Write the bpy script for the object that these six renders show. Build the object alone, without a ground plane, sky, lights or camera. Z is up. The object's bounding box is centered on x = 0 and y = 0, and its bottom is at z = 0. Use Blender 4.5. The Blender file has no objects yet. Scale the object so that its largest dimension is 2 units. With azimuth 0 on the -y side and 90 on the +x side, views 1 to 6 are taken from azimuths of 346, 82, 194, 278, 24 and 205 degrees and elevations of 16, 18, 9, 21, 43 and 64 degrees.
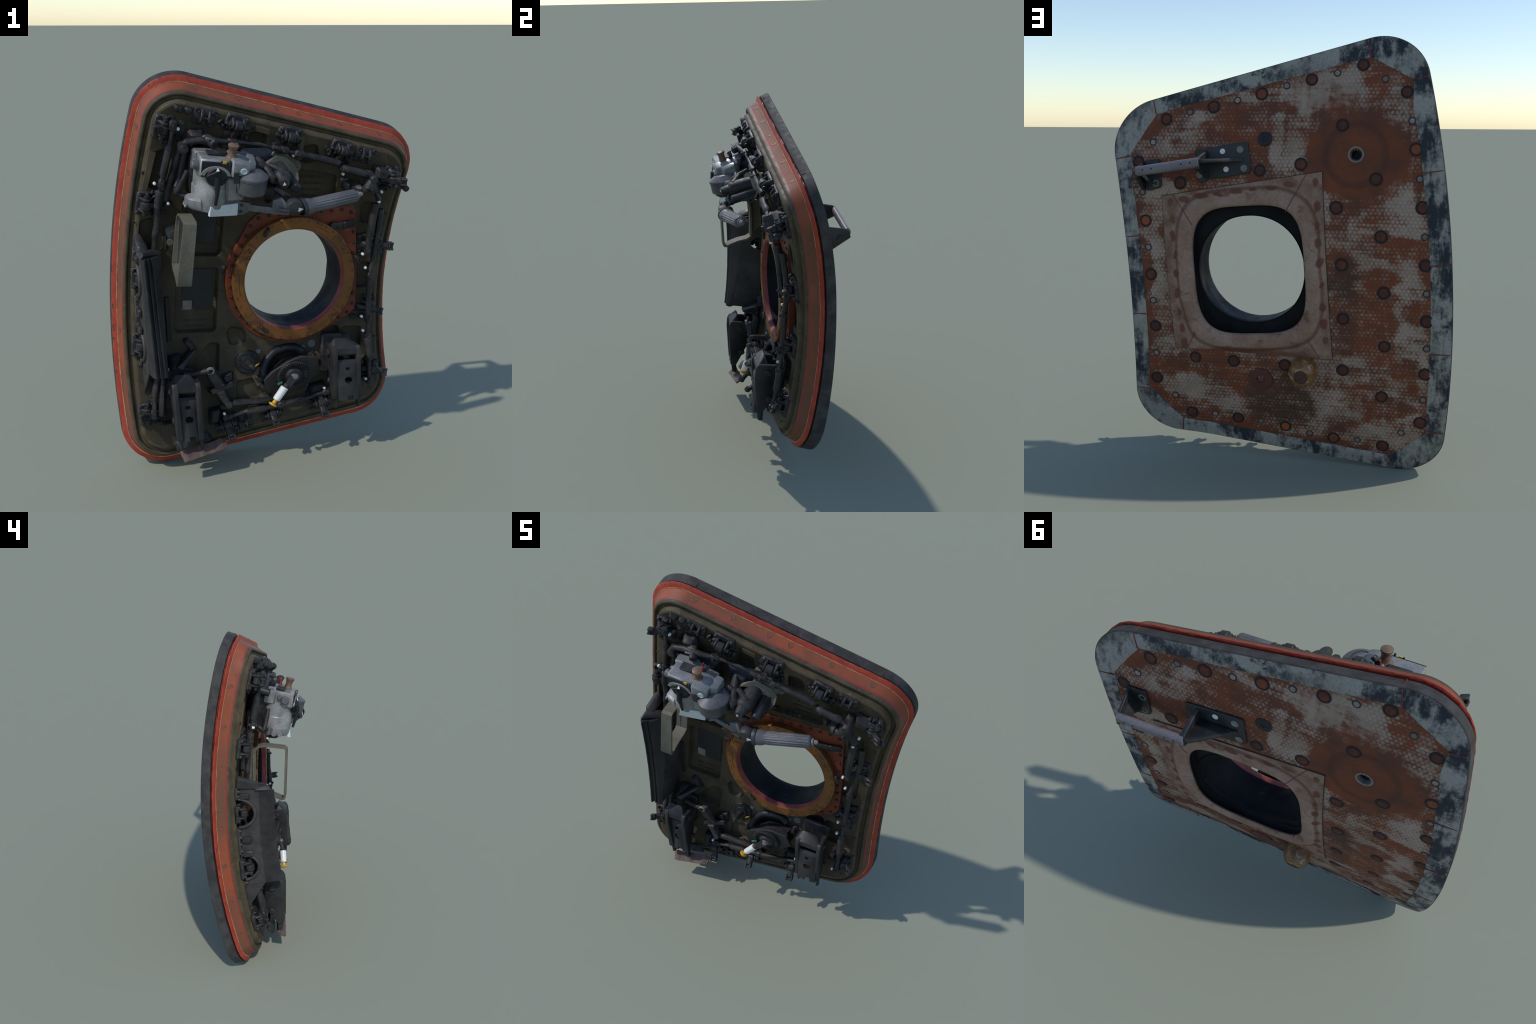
import bpy, bmesh, math, random
import numpy as np
from mathutils import Matrix, Vector, noise

random.seed(7)
rng = np.random.default_rng(7)

# ------------------------------------------------------------------ frame
# The hatch is a piece of a conical wall.  Everything is laid out in hatch
# coordinates (p, q, h): p along the cone's generator (left to right seen from
# inside), q across it (up), h inwards from the outer skin towards the cabin.
APEX = np.array([4.02431, 0.33206, 0.71232])
AX = np.array([-0.777097, -0.626830, 0.056599])
E1 = np.array([-0.625174, 0.779156, 0.045534])
E2 = np.array([0.072642, 0.0, 0.997358])
HALF = 0.650707
SH, CH = math.sin(HALF), math.cos(HALF)
P0, Q0 = 4.07, -0.0435


def sm(x):
    x = np.clip(x, 0, 1)
    return x * x * (3 - 2 * x)


def H(pts):
    a = np.array(pts, float)
    # the outer skin is not a perfect cone: it swells at one lower corner
    d = sm((a[..., 0] - 0.44) / 0.32) * (0.019 * sm((0.15 - a[..., 1]) / 0.85) - 0.003 * sm((a[..., 1] - 0.25) / 0.4))
    a[..., 2] = a[..., 2] - d * np.clip(1 - a[..., 2] / 0.05, 0, 1)
    U, V, n = P0 - a[..., 0], a[..., 1] + Q0, -a[..., 2]
    s, ph = np.hypot(U, V), np.arctan2(V, U) / SH
    r, z = s * SH + n * CH, s * CH - n * SH
    return (APEX + z[..., None] * AX + (r * np.cos(ph))[..., None] * E1
            + (r * np.sin(ph))[..., None] * E2)


def frame(p, q, h, ang=0.0):
    """Matrix at (p,q,h): x = p rotated by ang, z = inwards (towards the cabin)."""
    e = 1e-4
    o = H((p, q, h))
    n = H((p, q, h + e)) - o
    n /= np.linalg.norm(n)
    x = H((p + e * math.cos(ang), q + e * math.sin(ang), h)) - o
    x -= n * (x @ n)
    x /= np.linalg.norm(x)
    y = np.cross(n, x)
    m = Matrix.Identity(4)
    for i in range(3):
        m[i][0], m[i][1], m[i][2], m[i][3] = x[i], y[i], n[i], o[i]
    return m


# plane of the round window ring
RC = np.array([0.1335, -0.0146, 0.9575])
RN = np.array([0.027866, -0.999574, 0.008679])
RX = np.array([1, 0, 0]) - RN * RN[0]
RX /= np.linalg.norm(RX)
RZ = np.cross(RX, RN)
RZ *= 1 if RZ[2] > 0 else -1


def W(pts):
    a = np.asarray(pts, float)
    return RC + a[..., 0:1] * RX + a[..., 1:2] * RZ + a[..., 2:3] * RN


def ident(pts):
    return np.asarray(pts, float)


# ------------------------------------------------------------------ geometry
def rotm(rx=0, ry=0, rz=0):
    m = (Matrix.Rotation(math.radians(rz), 3, 'Z') @ Matrix.Rotation(math.radians(ry), 3, 'Y')
         @ Matrix.Rotation(math.radians(rx), 3, 'X'))
    return np.array(m)


class G:
    def __init__(s):
        s.v, s.f = [], []

    def add(s, v, f):
        o = len(s.v)
        s.v.extend([tuple(map(float, k)) for k in v])
        s.f.extend([tuple(int(i) + o for i in k) for k in f])
        return s

    def box(s, c, size, rot=None, ch=0.003):
        hs = np.array(size) / 2
        ch = min(ch, hs.min() * 0.6)
        idx, v = {}, []
        for sx in (-1, 1):
            for sy in (-1, 1):
                for sz in (-1, 1):
                    sg = np.array([sx, sy, sz])
                    for k in range(3):
                        d = hs - ch
                        d[k] = hs[k]
                        idx[(sx, sy, sz, k)] = len(v)
                        v.append(sg * d)
        f = []
        for k in range(3):
            a, b = [(1, 2), (0, 2), (0, 1)][k]
            for sk in (-1, 1):
                q = []
                for sa, sb in ((-1, -1), (1, -1), (1, 1), (-1, 1)):
                    t = [0, 0, 0]
                    t[k], t[a], t[b] = sk, sa, sb
                    q.append(idx[(*t, k)])
                f.append(q)
            for sa in (-1, 1):
                for sb in (-1, 1):
                    t1, t2 = [0, 0, 0], [0, 0, 0]
                    t1[a], t1[b], t1[k] = sa, sb, -1
                    t2[a], t2[b], t2[k] = sa, sb, 1
                    f.append([idx[(*t1, a)], idx[(*t2, a)], idx[(*t2, b)], idx[(*t1, b)]])
        for sx in (-1, 1):
            for sy in (-1, 1):
                for sz in (-1, 1):
                    f.append([idx[(sx, sy, sz, k)] for k in range(3)])
        v = np.array(v)
        if rot is not None:
            v = v @ np.asarray(rot).T
        return s.add(v + np.array(c), f)

    def hull(s, pts, ch=0.0):
        bm = bmesh.new()
        pts = np.asarray(pts, float)
        if ch:
            cen = pts.mean(0)
            for a in pts:
                d = cen - a
                for k in range(3):
                    e = np.zeros(3)
                    e[k] = math.copysign(min(ch, abs(d[k]) * 0.6), d[k]) if abs(d[k]) > 1e-6 else 0
                    rest = np.array([math.copysign(min(ch, abs(x) * 0.6), x) for x in d])
                    bm.verts.new(a + rest - e)
        else:
            for a in pts:
                bm.verts.new(a)
        bmesh.ops.convex_hull(bm, input=bm.verts)
        bmesh.ops.dissolve_limit(bm, angle_limit=0.02, verts=bm.verts, edges=bm.edges)
        loose = [x for x in bm.verts if not x.link_faces]
        bmesh.ops.delete(bm, geom=loose, context='VERTS')
        bm.verts.index_update()
        s.add([x.co[:] for x in bm.verts], [[x.index for x in fc.verts] for fc in bm.faces])
        bm.free()
        return s

    def rings(s, rings, closed_u=True, cap0=True, cap1=True, closed_v=False):
        """loft through rings (each n points)"""
        n = len(rings[0])
        v = [p for r in rings for p in r]
        f = []
        m = len(rings)
        for i in range(m if closed_v else m - 1):
            for j in range(n if closed_u else n - 1):
                a, b = i * n + j, i * n + (j + 1) % n
                i2 = (i + 1) % m
                f.append([a, b, i2 * n + (j + 1) % n, i2 * n + j])
        if cap0 and not closed_v:
            f.append(list(range(n))[::-1])
        if cap1 and not closed_v:
            f.append([(m - 1) * n + j for j in range(n)])
        return s.add(v, f)

    def lathe(s, c, axis, prof, n=24, ref=None, closed=False, caps=True):
        ax = np.array(axis, float)
        ax /= np.linalg.norm(ax)
        t = np.array([1, 0, 0]) if abs(ax[0]) < 0.8 else np.array([0, 1, 0])
        u = np.cross(ax, t)
        u /= np.linalg.norm(u)
        w = np.cross(ax, u)
        th = np.linspace(0, 2 * np.pi, n, endpoint=False)
        rr = [np.array(c) + ax * z + r * (np.outer(np.cos(th), u) + np.outer(np.sin(th), w))
              for r, z in prof]
        return s.rings(rr, cap0=caps, cap1=caps, closed_v=closed)

    def cyl(s, a, b, r, r2=None, n=16, ch=0.002):
        a, b = np.array(a, float), np.array(b, float)
        r2 = r if r2 is None else r2
        L = np.linalg.norm(b - a)
        ch = min(ch, L * 0.3, r * 0.5, r2 * 0.5)
        return s.lathe(a, b - a, [(r - ch, 0), (r, ch), (r2, L - ch), (r2 - ch, L)], n)

    def tube(s, path, rad, n=10, flat=1.0):
        P = np.array(path, float)
        if np.isscalar(rad):
            rad = [rad] * len(P)
        T = np.gradient(P, axis=0)
        T /= np.linalg.norm(T, axis=1)[:, None]
        up = np.array([0, 0, 1.0])
        if abs(T[0] @ up) > 0.9:
            up = np.array([1.0, 0, 0])
        th = np.linspace(0, 2 * np.pi, n, endpoint=False)
        rr = []
        for i in range(len(P)):
            u = np.cross(T[i], up)
            u /= np.linalg.norm(u)
            w = np.cross(u, T[i])
            up = w
            rr.append(P[i] + rad[i] * (np.outer(np.cos(th), u) + flat * np.outer(np.sin(th), w)))
        return s.rings(rr)

    def prism(s, poly, lo, hi, ch=0.002, o=(0, 0, 0), ex=(1, 0, 0), ey=(0, 1, 0)):
        """poly in the (ex,ey) plane at o, extruded along ex x ey from lo to hi."""
        P = np.array(poly, float)
        ex, ey = np.array(ex, float), np.array(ey, float)
        ez = np.cross(ex, ey)
        area = 0.5 * np.sum(P[:, 0] * np.roll(P[:, 1], -1) - P[:, 1] * np.roll(P[:, 0], -1))
        if area < 0:
            P = P[::-1]
        d1 = P - np.roll(P, 1, 0)
        d2 = np.roll(P, -1, 0) - P
        n1 = np.stack([-d1[:, 1], d1[:, 0]], 1)
        n2 = np.stack([-d2[:, 1], d2[:, 0]], 1)
        n1 /= np.linalg.norm(n1, axis=1)[:, None] + 1e-12
        n2 /= np.linalg.norm(n2, axis=1)[:, None] + 1e-12
        m = n1 + n2
        m /= np.maximum((m * n1).sum(1), 0.3)[:, None]
        I = P + m * ch
        o = np.array(o, float)
        mk = lambda Q, z: o + np.outer(Q[:, 0], ex) + np.outer(Q[:, 1], ey) + z * ez
        return s.rings([mk(I, lo), mk(P, lo + ch), mk(P, hi - ch), mk(I, hi)])

    def xf(s, m):
        m = np.array(m)
        V = np.array(s.v)
        s.v = [tuple(k) for k in (V @ m[:3, :3].T + m[:3, 3])]
        return s

    def join(s, g):
        return s.add(g.v, g.f)


def make_mesh(name, g, fn=H, mat=None, angle=38, wobble=0.0):
    V = np.array(g.v)
    if wobble:
        V = V + np.array([[wobble * noise.noise(Vector(k) * 38 + Vector((o, o, o))) for o in (0, 17, 31)]
                          for k in V])
    V = fn(V)
    me = bpy.data.meshes.new(name)
    me.from_pydata([tuple(k) for k in V], [], g.f)
    bm = bmesh.new()
    bm.from_mesh(me)
    bmesh.ops.recalc_face_normals(bm, faces=bm.faces)
    th = math.radians(angle)
    for e in bm.edges:
        e.smooth = not (len(e.link_faces) == 2 and e.calc_face_angle(0) > th)
    for f in bm.faces:
        f.smooth = True
    bm.to_mesh(me)
    bm.free()
    if mat:
        me.materials.append(mat)
    return me


def put(name, me, parent, matrix=None, **kw):
    ob = bpy.data.objects.new(name, me)
    bpy.context.scene.collection.objects.link(ob)
    ob.parent = parent
    if matrix is not None:
        # parents all carry an identity world matrix unless they are instances
        ob.matrix_parent_inverse = Matrix.Identity(4)
        ob.matrix_basis = matrix
    for k, v in kw.items():
        ob[k] = v
    return ob


def part(name, g, mat, parent, fn=H, angle=38, wobble=0.0, **kw):
    return put(name, make_mesh(name, g, fn, mat, angle, wobble), parent, **kw)


# ------------------------------------------------------------------ materials
class N:
    def __init__(s, name):
        s.m = bpy.data.materials.new(name)
        s.m.use_nodes = True
        s.t = s.m.node_tree
        s.b = s.t.nodes['Principled BSDF']
        s.tc = s.t.nodes.new('ShaderNodeTexCoord').outputs['Object']

    def lk(s, a, b):
        if isinstance(a, (int, float)):
            b.default_value = a
        elif isinstance(a, (tuple, list)):
            b.default_value = tuple(a) if len(a) == len(b.default_value) else (*a, 1.0)
        else:
            s.t.links.new(a, b)

    def noise(s, scale, detail=4, rough=0.6, vec=None, dist=0.0, stretch=None):
        v = vec if vec is not None else s.tc
        if stretch:
            mp = s.t.nodes.new('ShaderNodeMapping')
            mp.inputs['Scale'].default_value = stretch
            s.lk(v, mp.inputs['Vector'])
            v = mp.outputs[0]
        n = s.t.nodes.new('ShaderNodeTexNoise')
        n.inputs['Scale'].default_value = scale
        n.inputs['Detail'].default_value = detail
        n.inputs['Roughness'].default_value = rough
        n.inputs['Distortion'].default_value = dist
        s.lk(v, n.inputs['Vector'])
        return n.outputs['Fac']

    def noisev(s, scale, amp, vec=None):
        v = vec if vec is not None else s.tc
        n = s.t.nodes.new('ShaderNodeTexNoise')
        n.inputs['Scale'].default_value = scale
        n.inputs['Detail'].default_value = 5
        s.lk(v, n.inputs['Vector'])
        a = s.vm('SUBTRACT', n.outputs['Color'], (0.5, 0.5, 0.5))
        sc = s.vm('MULTIPLY', a, (amp, amp, amp))
        return s.vm('ADD', v, sc)

    def vm(s, op, a, b=None, c=None, out=0):
        n = s.t.nodes.new('ShaderNodeVectorMath')
        n.operation = op
        for i, x in enumerate((a, b, c)):
            if x is not None:
                s.lk(x, n.inputs[i])
        return n.outputs[out]

    def ma(s, op, a, b=None, c=None, clamp=False):
        n = s.t.nodes.new('ShaderNodeMath')
        n.operation = op
        n.use_clamp = clamp
        for i, x in enumerate((a, b, c)):
            if x is not None:
                s.lk(x, n.inputs[i])
        return n.outputs[0]

    def ss(s, x, lo, hi, a=0.0, b=1.0):
        n = s.t.nodes.new('ShaderNodeMapRange')
        n.interpolation_type = 'SMOOTHSTEP'
        n.inputs['From Min'].default_value = lo
        n.inputs['From Max'].default_value = hi
        n.inputs['To Min'].default_value = a
        n.inputs['To Max'].default_value = b
        s.lk(x, n.inputs['Value'])
        return n.outputs[0]

    def mix(s, f, a, b):
        n = s.t.nodes.new('ShaderNodeMix')
        n.data_type = 'RGBA'
        s.lk(f, n.inputs[0])
        s.lk(a, n.inputs[6])
        s.lk(b, n.inputs[7])
        return n.outputs[2]

    def blob(s, vec, x, z, rx, rz, soft=0.5):
        """1 inside an ellipse around world (x,z), fading out at its edge"""
        d = s.vm('SUBTRACT', vec, (x, 0, z))
        d = s.vm('MULTIPLY', d, (1 / rx, 0, 1 / rz))
        return s.ss(s.vm('LENGTH', d, out=1), 1 + soft / 2, 1 - soft / 2)

    def done(s, col, rough=0.6, metal=0.0, bump=None, bs=0.3, bd=0.002, spec=0.4):
        s.lk(col, s.b.inputs['Base Color'])
        s.lk(rough, s.b.inputs['Roughness'])
        s.b.inputs['Metallic'].default_value = metal
        s.b.inputs['Specular IOR Level'].default_value = spec
        if bump is not None:
            n = s.t.nodes.new('ShaderNodeBump')
            n.inputs['Strength'].default_value = bs
            n.inputs['Distance'].default_value = bd
            s.lk(bump, n.inputs['Height'])
            s.lk(n.outputs[0], s.b.inputs['Normal'])
        return s.m


def grimy(name, c1, c2, scale=9, rough=0.55, metal=0.0, wear=None, wear_lo=0.62, spec=0.4, bs=0.25):
    """two tones in cloudy patches, fine grain, optional worn colour in spots"""
    k = N(name)
    f = k.ss(k.noise(scale, 6, 0.65), 0.35, 0.68)
    col = k.mix(f, c1, c2)
    if wear:
        w = k.ss(k.noise(scale * 2.7, 5, 0.7, dist=0.4), wear_lo, wear_lo + 0.1)
        col = k.mix(k.ma('MULTIPLY', w, 0.75), col, wear)
    g = k.noise(170, 3)
    col = k.mix(k.ss(g, 0.3, 0.7, 0, 0.22), col, (0.0, 0.0, 0.0))
    return k.done(col, k.ss(k.noise(scale * 2), 0.3, 0.7, rough - 0.1, rough + 0.12), metal, g, bs, spec=spec)


M = {}
M['rim'] = grimy('charred_rim', (0.040, 0.038, 0.038), (0.074, 0.070, 0.068), 14, 0.65, spec=0.15)
M['recess'] = grimy('dark_red_seal', (0.16, 0.018, 0.012), (0.30, 0.035, 0.020), 20, 0.5)
M['seal'] = grimy('red_seal', (0.29, 0.038, 0.021), (0.38, 0.060, 0.032), 10, 0.5, wear=(0.21, 0.022, 0.014), spec=0.25)
M['bead'] = grimy('pale_bead', (0.54, 0.33, 0.22), (0.30, 0.12, 0.07), 26, 0.6)
M['olive'] = grimy('olive_paint', (0.044, 0.0355, 0.0215), (0.069, 0.055, 0.034), 11, 0.55, wear=(0.115, 0.081, 0.050), wear_lo=0.62, spec=0.2)
M['lip'] = grimy('lip_paint', (0.060, 0.047, 0.028), (0.096, 0.075, 0.045), 13, 0.55, wear=(0.145, 0.104, 0.062), wear_lo=0.58, spec=0.2)
M['dark'] = grimy('dark_steel', (0.0165, 0.016, 0.0175), (0.042, 0.0385, 0.038), 18, 0.5, 0.0, wear=(0.125, 0.097, 0.080), wear_lo=0.60, spec=0.3)
M['cover'] = grimy('cover_grey', (0.021, 0.021, 0.023), (0.040, 0.0375, 0.037), 9, 0.5, wear=(0.085, 0.070, 0.060), wear_lo=0.66, spec=0.3)
M['black'] = grimy('black_rubber', (0.009, 0.010, 0.012), (0.021, 0.021, 0.024), 12, 0.5, spec=0.3)
M['tunnel'] = grimy('tunnel_lining', (0.0045, 0.005, 0.0065), (0.012, 0.0125, 0.015), 7, 0.6, spec=0.12)
M['purple'] = grimy('purple_lip', (0.17, 0.032, 0.034), (0.25, 0.052, 0.050), 14, 0.45, spec=0.25)
M['silver'] = grimy('cast_silver', (0.20, 0.20, 0.20), (0.31, 0.305, 0.30), 9, 0.38, 0.2, wear=(0.46, 0.43, 0.40), wear_lo=0.66, spec=0.5)
M['grey'] = grimy('mid_grey', (0.095, 0.096, 0.103), (0.145, 0.14, 0.145), 10, 0.4, 0.15, wear=(0.23, 0.21, 0.20))
M['plate'] = grimy('bright_plate', (0.50, 0.56, 0.58), (0.60, 0.64, 0.65), 12, 0.35, 0.1)
M['white'] = grimy('white_paint', (0.72, 0.72, 0.70), (0.82, 0.81, 0.78), 20, 0.4)
M['yellow'] = grimy('yellow_paint', (0.62, 0.33, 0.02), (0.70, 0.42, 0.04), 20, 0.4)
M['green'] = grimy('green_tag', (0.02, 0.20, 0.09), (0.04, 0.27, 0.13), 20, 0.4)
M['crimson'] = grimy('crimson_tip', (0.25, 0.015, 0.012), (0.32, 0.03, 0.02), 20, 0.4)
M['brass'] = grimy('tan_knob', (0.095, 0.060, 0.040), (0.21, 0.13, 0.088), 12, 0.45, spec=0.3)
M['strap'] = grimy('khaki_strap', (0.115, 0.106, 0.080), (0.165, 0.150, 0.118), 9, 0.55, wear=(0.23, 0.20, 0.165), wear_lo=0.68, spec=0.25)
M['tan'] = grimy('tan_primer', (0.082, 0.060, 0.038), (0.12, 0.088, 0.055), 8, 0.55, spec=0.25)
M['bar'] = grimy('rusty_bar', (0.085, 0.055, 0.048), (0.155, 0.102, 0.086), 9, 0.55, spec=0.25)
M['coverwall'] = grimy('cover_wall_grey', (0.036, 0.034, 0.0345), (0.062, 0.056, 0.053), 9, 0.5, wear=(0.13, 0.105, 0.09), wear_lo=0.62, spec=0.3)  # cover grey lightened for the outer wall, where the light catches it
M['drum'] = grimy('drum_grey', (0.060, 0.061, 0.067), (0.10, 0.10, 0.105), 10, 0.38, 0.1, wear=(0.17, 0.16, 0.155))
M['ink'] = grimy('stencil_ink', (0.013, 0.014, 0.018), (0.018, 0.019, 0.022), 20, 0.6)
M['penink'] = grimy('pen_marks', (0.040, 0.016, 0.016), (0.06, 0.025, 0.02), 20, 0.6)
M['patch'] = grimy('pale_patch', (0.17, 0.155, 0.135), (0.22, 0.205, 0.18), 20, 0.6)
M['bluegrey'] = grimy('blue_grey_chip', (0.10, 0.115, 0.125), (0.13, 0.14, 0.15), 20, 0.6)
M['joint'] = grimy('red_joint', (0.22, 0.030, 0.028), (0.12, 0.025, 0.025), 30, 0.6)
M['bumper'] = grimy('bumper_dark', (0.016, 0.017, 0.018), (0.035, 0.035, 0.037), 12, 0.5)
M['handlebar'] = grimy('handle_tube', (0.14, 0.125, 0.140), (0.20, 0.18, 0.195), 10, 0.4, 0.1)


def wall_material():
    k = N('orange_wall')
    a = k.noise(5, 5, 0.6, stretch=(1, 1, 0.5))
    col = k.mix(k.ss(a, 0.35, 0.68), (0.260, 0.066, 0.030), (0.150, 0.062, 0.036))
    b = k.noise(12, 6, 0.7)
    col = k.mix(k.ss(b, 0.55, 0.72, 0, 0.65), col, (0.175, 0.085, 0.055))
    col = k.mix(k.ss(k.noise(2.3, 3), 0.55, 0.72, 0, 0.6), col, (0.31, 0.082, 0.050))
    col = k.mix(k.ss(k.noise(3.7, 6, 0.7, dist=0.5), 0.48, 0.66, 0, 0.7), col, (0.120, 0.062, 0.040))
    sc = k.noise(40, 4, 0.6, stretch=(1, 1, 0.2))
    col = k.mix(k.ss(sc, 0.62, 0.75, 0, 0.5), col, (0.12, 0.06, 0.05))
    return k.done(col, 0.55, 0, k.noise(120, 3), 0.2, spec=0.2)


M['wall'] = wall_material()
M['walledge'] = grimy('red_wall_edge', (0.25, 0.034, 0.026), (0.19, 0.045, 0.034), 9, 0.5)


def ring_material(name, c1, c2, c3, scale):
    k = N(name)
    col = k.mix(k.ss(k.noise(scale, 5, 0.6), 0.36, 0.66), c1, c2)
    col = k.mix(k.ss(k.noise(scale * 2.3, 6, 0.7), 0.55, 0.75, 0, 0.7), col, c3)
    g = k.noise(150, 3)
    col = k.mix(k.ss(g, 0.3, 0.7, 0, 0.15), col, (0, 0, 0))
    return k.done(col, 0.45, 0, g, 0.2, spec=0.25)


M['ring'] = ring_material('gold_ring', (0.210, 0.080, 0.018), (0.132, 0.057, 0.017), (0.235, 0.064, 0.016), 6)
M['flange'] = ring_material('orange_flange', (0.175, 0.040, 0.016), (0.105, 0.025, 0.014), (0.235, 0.062, 0.020), 6)


def hw(p, q):
    w = H((p, q, 0.0))
    return float(w[0]), float(w[2])


def shield_material():
    """Honeycomb ablator: pale cells showing through rust-brown char."""
    k = N('honeycomb_shield')
    v = k.noisev(9, 0.05)
    # hexagonal cells from two interleaved rectangular lattices
    c = 0.0195
    xz = k.vm('MULTIPLY', k.noisev(30, 0.004), (1 / c, 0, 1 / c))
    d = []
    for o in ((0, 0, 0), (0.5, 0, 0.8660254)):
        w = k.vm('ADD', xz, o)
        n = k.t.nodes.new('ShaderNodeVectorMath')
        n.operation = 'WRAP'
        k.lk(w, n.inputs[0])
        n.inputs[1].default_value = (0.5, 0.5, 0.8660254)
        n.inputs[2].default_value = (-0.5, -0.5, -0.8660254)
        d.append(k.vm('LENGTH', k.vm('MULTIPLY', n.outputs[0], (1, 0, 1)), out=1))
    dist = k.ma('MINIMUM', d[0], d[1])
    cell = k.ss(dist, 0.56, 0.18)
    # how much pale material is left: streaky noise plus known patches
    base = k.noise(4.2, 7, 0.62, vec=v, stretch=(1, 1, 1.5))
    f = k.ss(base, 0.36, 0.70, 0.0, 0.85)
    pale = [(-.24, .74, .20, .14), (-.53, .62, .08, .16), (-.36, .79, .08, .05), (-.50, .30, .08, .10),
            (-.55, .18, .07, .08), (-.34, .14, .06, .07), (-.54, -.06, .08, .08), (-.52, -.33, .09, .05),
            (-.27, -.24, .05, .06), (-.28, -.43, .06, .04), (-.18, -.68, .12, .07), (-.38, -.84, .15, .06),
            (-.52, -.73, .07, .12), (-.12, .62, .07, .14), (.34, .70, .06, .05), (.47, .62, .10, .09),
            (.30, .62, .07, .06), (.62, -.05, .03, .22), (.52, -.52, .06, .07), (.40, -.60, .11, .05),
            (.33, -.66, .09, .06), (-.45, -.53, .08, .07), (.0, .66, .03, .12), (.62, .20, .03, .08),
            (-.05, -.80, .06, .05), (-.60, -.50, .03, .10)]
    rust = [(-.37, .50, .235, .20), (-.30, .62, .10, .09), (-.47, .40, .12, .10), (.40, .48, .24, .06), (.10, .50, .06, .10),
            (.30, -.46, .28, .06), (.14, -.55, .16, .09), (.06, -.68, .14, .10), (-.26, -.03, .07, .12),
            (-.26, -.30, .05, .10), (-.42, -.30, .07, .13), (-.44, -.68, .09, .05), (.20, .66, .16, .07),
            (-.45, .09, .14, .05), (-.58, -.22, .06, .05), (.15, .74, .22, .03), (.60, -.45, .08, .05),
            (.65, .05, .03, .1), (-.62, .40, .03, .12), (-.42, -.05, .12, .04), (-.50, -.48, .05, .05)]

    def acc(lst, wgt):
        tot = None
        for p, q, rx, rz in lst:
            x, z = hw(p, q)
            b = k.blob(v, x, z, rx, rz, 0.75)
            tot = b if tot is None else k.ma('MAXIMUM', tot, b)
        return k.ma('MULTIPLY', tot, wgt)
    f = k.ma('ADD', f, acc(pale, 0.34))
    f = k.ma('SUBTRACT', f, acc(rust, 0.80), clamp=True)
    x, z = hw(-.36, .50)
    solid = k.ma('MAXIMUM', k.blob(v, x, z, .24, .20, 0.3), k.blob(v, *hw(-.20, .77), .16, .09, 0.8))
    cellw = k.ma('MULTIPLY', cell, k.ss(solid, 0, 1, 1, 0))
    grain = k.noise(70, 6, 0.7)
    rustc = k.mix(k.ss(k.noise(7, 6, 0.65), 0.34, 0.66), (0.180, 0.049, 0.020), (0.106, 0.039, 0.022))
    x2, z2 = hw(.05, -.66)
    dk = k.ma('MAXIMUM', k.blob(v, x2, z2, .17, .14, 0.9), k.blob(v, *hw(-.27, -.04), .07, .10, 0.9))
    rustc = k.mix(k.ma('MULTIPLY', dk, 0.7), rustc, (0.044, 0.030, 0.020))
    # concentric scuffs of the round repaired area
    dd = k.vm('LENGTH', k.vm('MULTIPLY', k.vm('SUBTRACT', k.tc, (*[hw(-.347, .50)[0]], 0, hw(-.347, .50)[1])), (1, 0, 1)), out=1)
    arc = k.ma('MULTIPLY', k.ss(dd, .155, .14), k.ss(dd, .105, .13))
    rustc = k.mix(k.ma('MULTIPLY', arc, 0.55), rustc, (0.070, 0.028, 0.019))
    palec = k.mix(k.ss(k.noise(6, 5), 0.35, 0.65), (0.350, 0.262, 0.208), (0.262, 0.192, 0.142))
    # rust creeps in from the edge strips
    smp = [(a, b) for a in (-.6, -.3, 0, .3, .6) for b in (-.8, -.4, 0, .4, .8)]
    ws = H([(a, b, 0.0) for a, b in smp])
    cf = np.linalg.lstsq(np.column_stack([ws[:, 0], ws[:, 2], np.ones(25)]), np.array(smp), rcond=None)[0]

    def axis(c):
        d = k.vm('DOT_PRODUCT', v, (float(c[0]), 0, float(c[1])), out=1)
        return k.ma('ADD', d, float(c[2]))
    lin = lambda a, b, c: axis(cf[:, 0] * a + cf[:, 1] * b + np.array([0, 0, c]))
    edge = k.ma('MAXIMUM', lin(0.188, 1, -0.86), lin(0.188, -1, -0.86))
    edge = k.ma('MAXIMUM', edge, k.ma('MAXIMUM', lin(-1, 0, -0.655), lin(1, 0, -0.69)))
    edge = k.ma('MAXIMUM', edge, k.ma('MAXIMUM', lin(-.7, .7, -1.00), lin(-.7, -.7, -1.00)))
    edge = k.ma('MAXIMUM', edge, k.ma('MAXIMUM', lin(.7, .7, -0.90), lin(.7, -.7, -0.90)))
    erust = k.ma('MULTIPLY', k.ss(edge, -0.055, 0.0), k.ss(k.noise(9, 5, vec=v), 0.30, 0.55, 0.25, 1.0))
    mid = k.noise(15, 8, 0.72, vec=v, stretch=(0.75, 1, 1.35))
    strk = k.noise(34, 5, 0.65, stretch=(0.16, 1, 1.6))
    # half-worn zones: cell centres stay a little paler, the walls browner
    t = k.ma('ADD', k.ma('MULTIPLY', f, 0.85), k.ma('MULTIPLY', k.ma('SUBTRACT', cellw, 0.5), 0.30))
    t = k.ma('ADD', t, k.ma('MULTIPLY', k.ma('SUBTRACT', mid, 0.5), 2.1))
    t = k.ma('ADD', t, k.ma('MULTIPLY', k.ma('SUBTRACT', strk, 0.5), 0.9))
    t = k.ma('ADD', t, k.ma('MULTIPLY', k.ma('SUBTRACT', grain, 0.5), 0.55))
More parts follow.
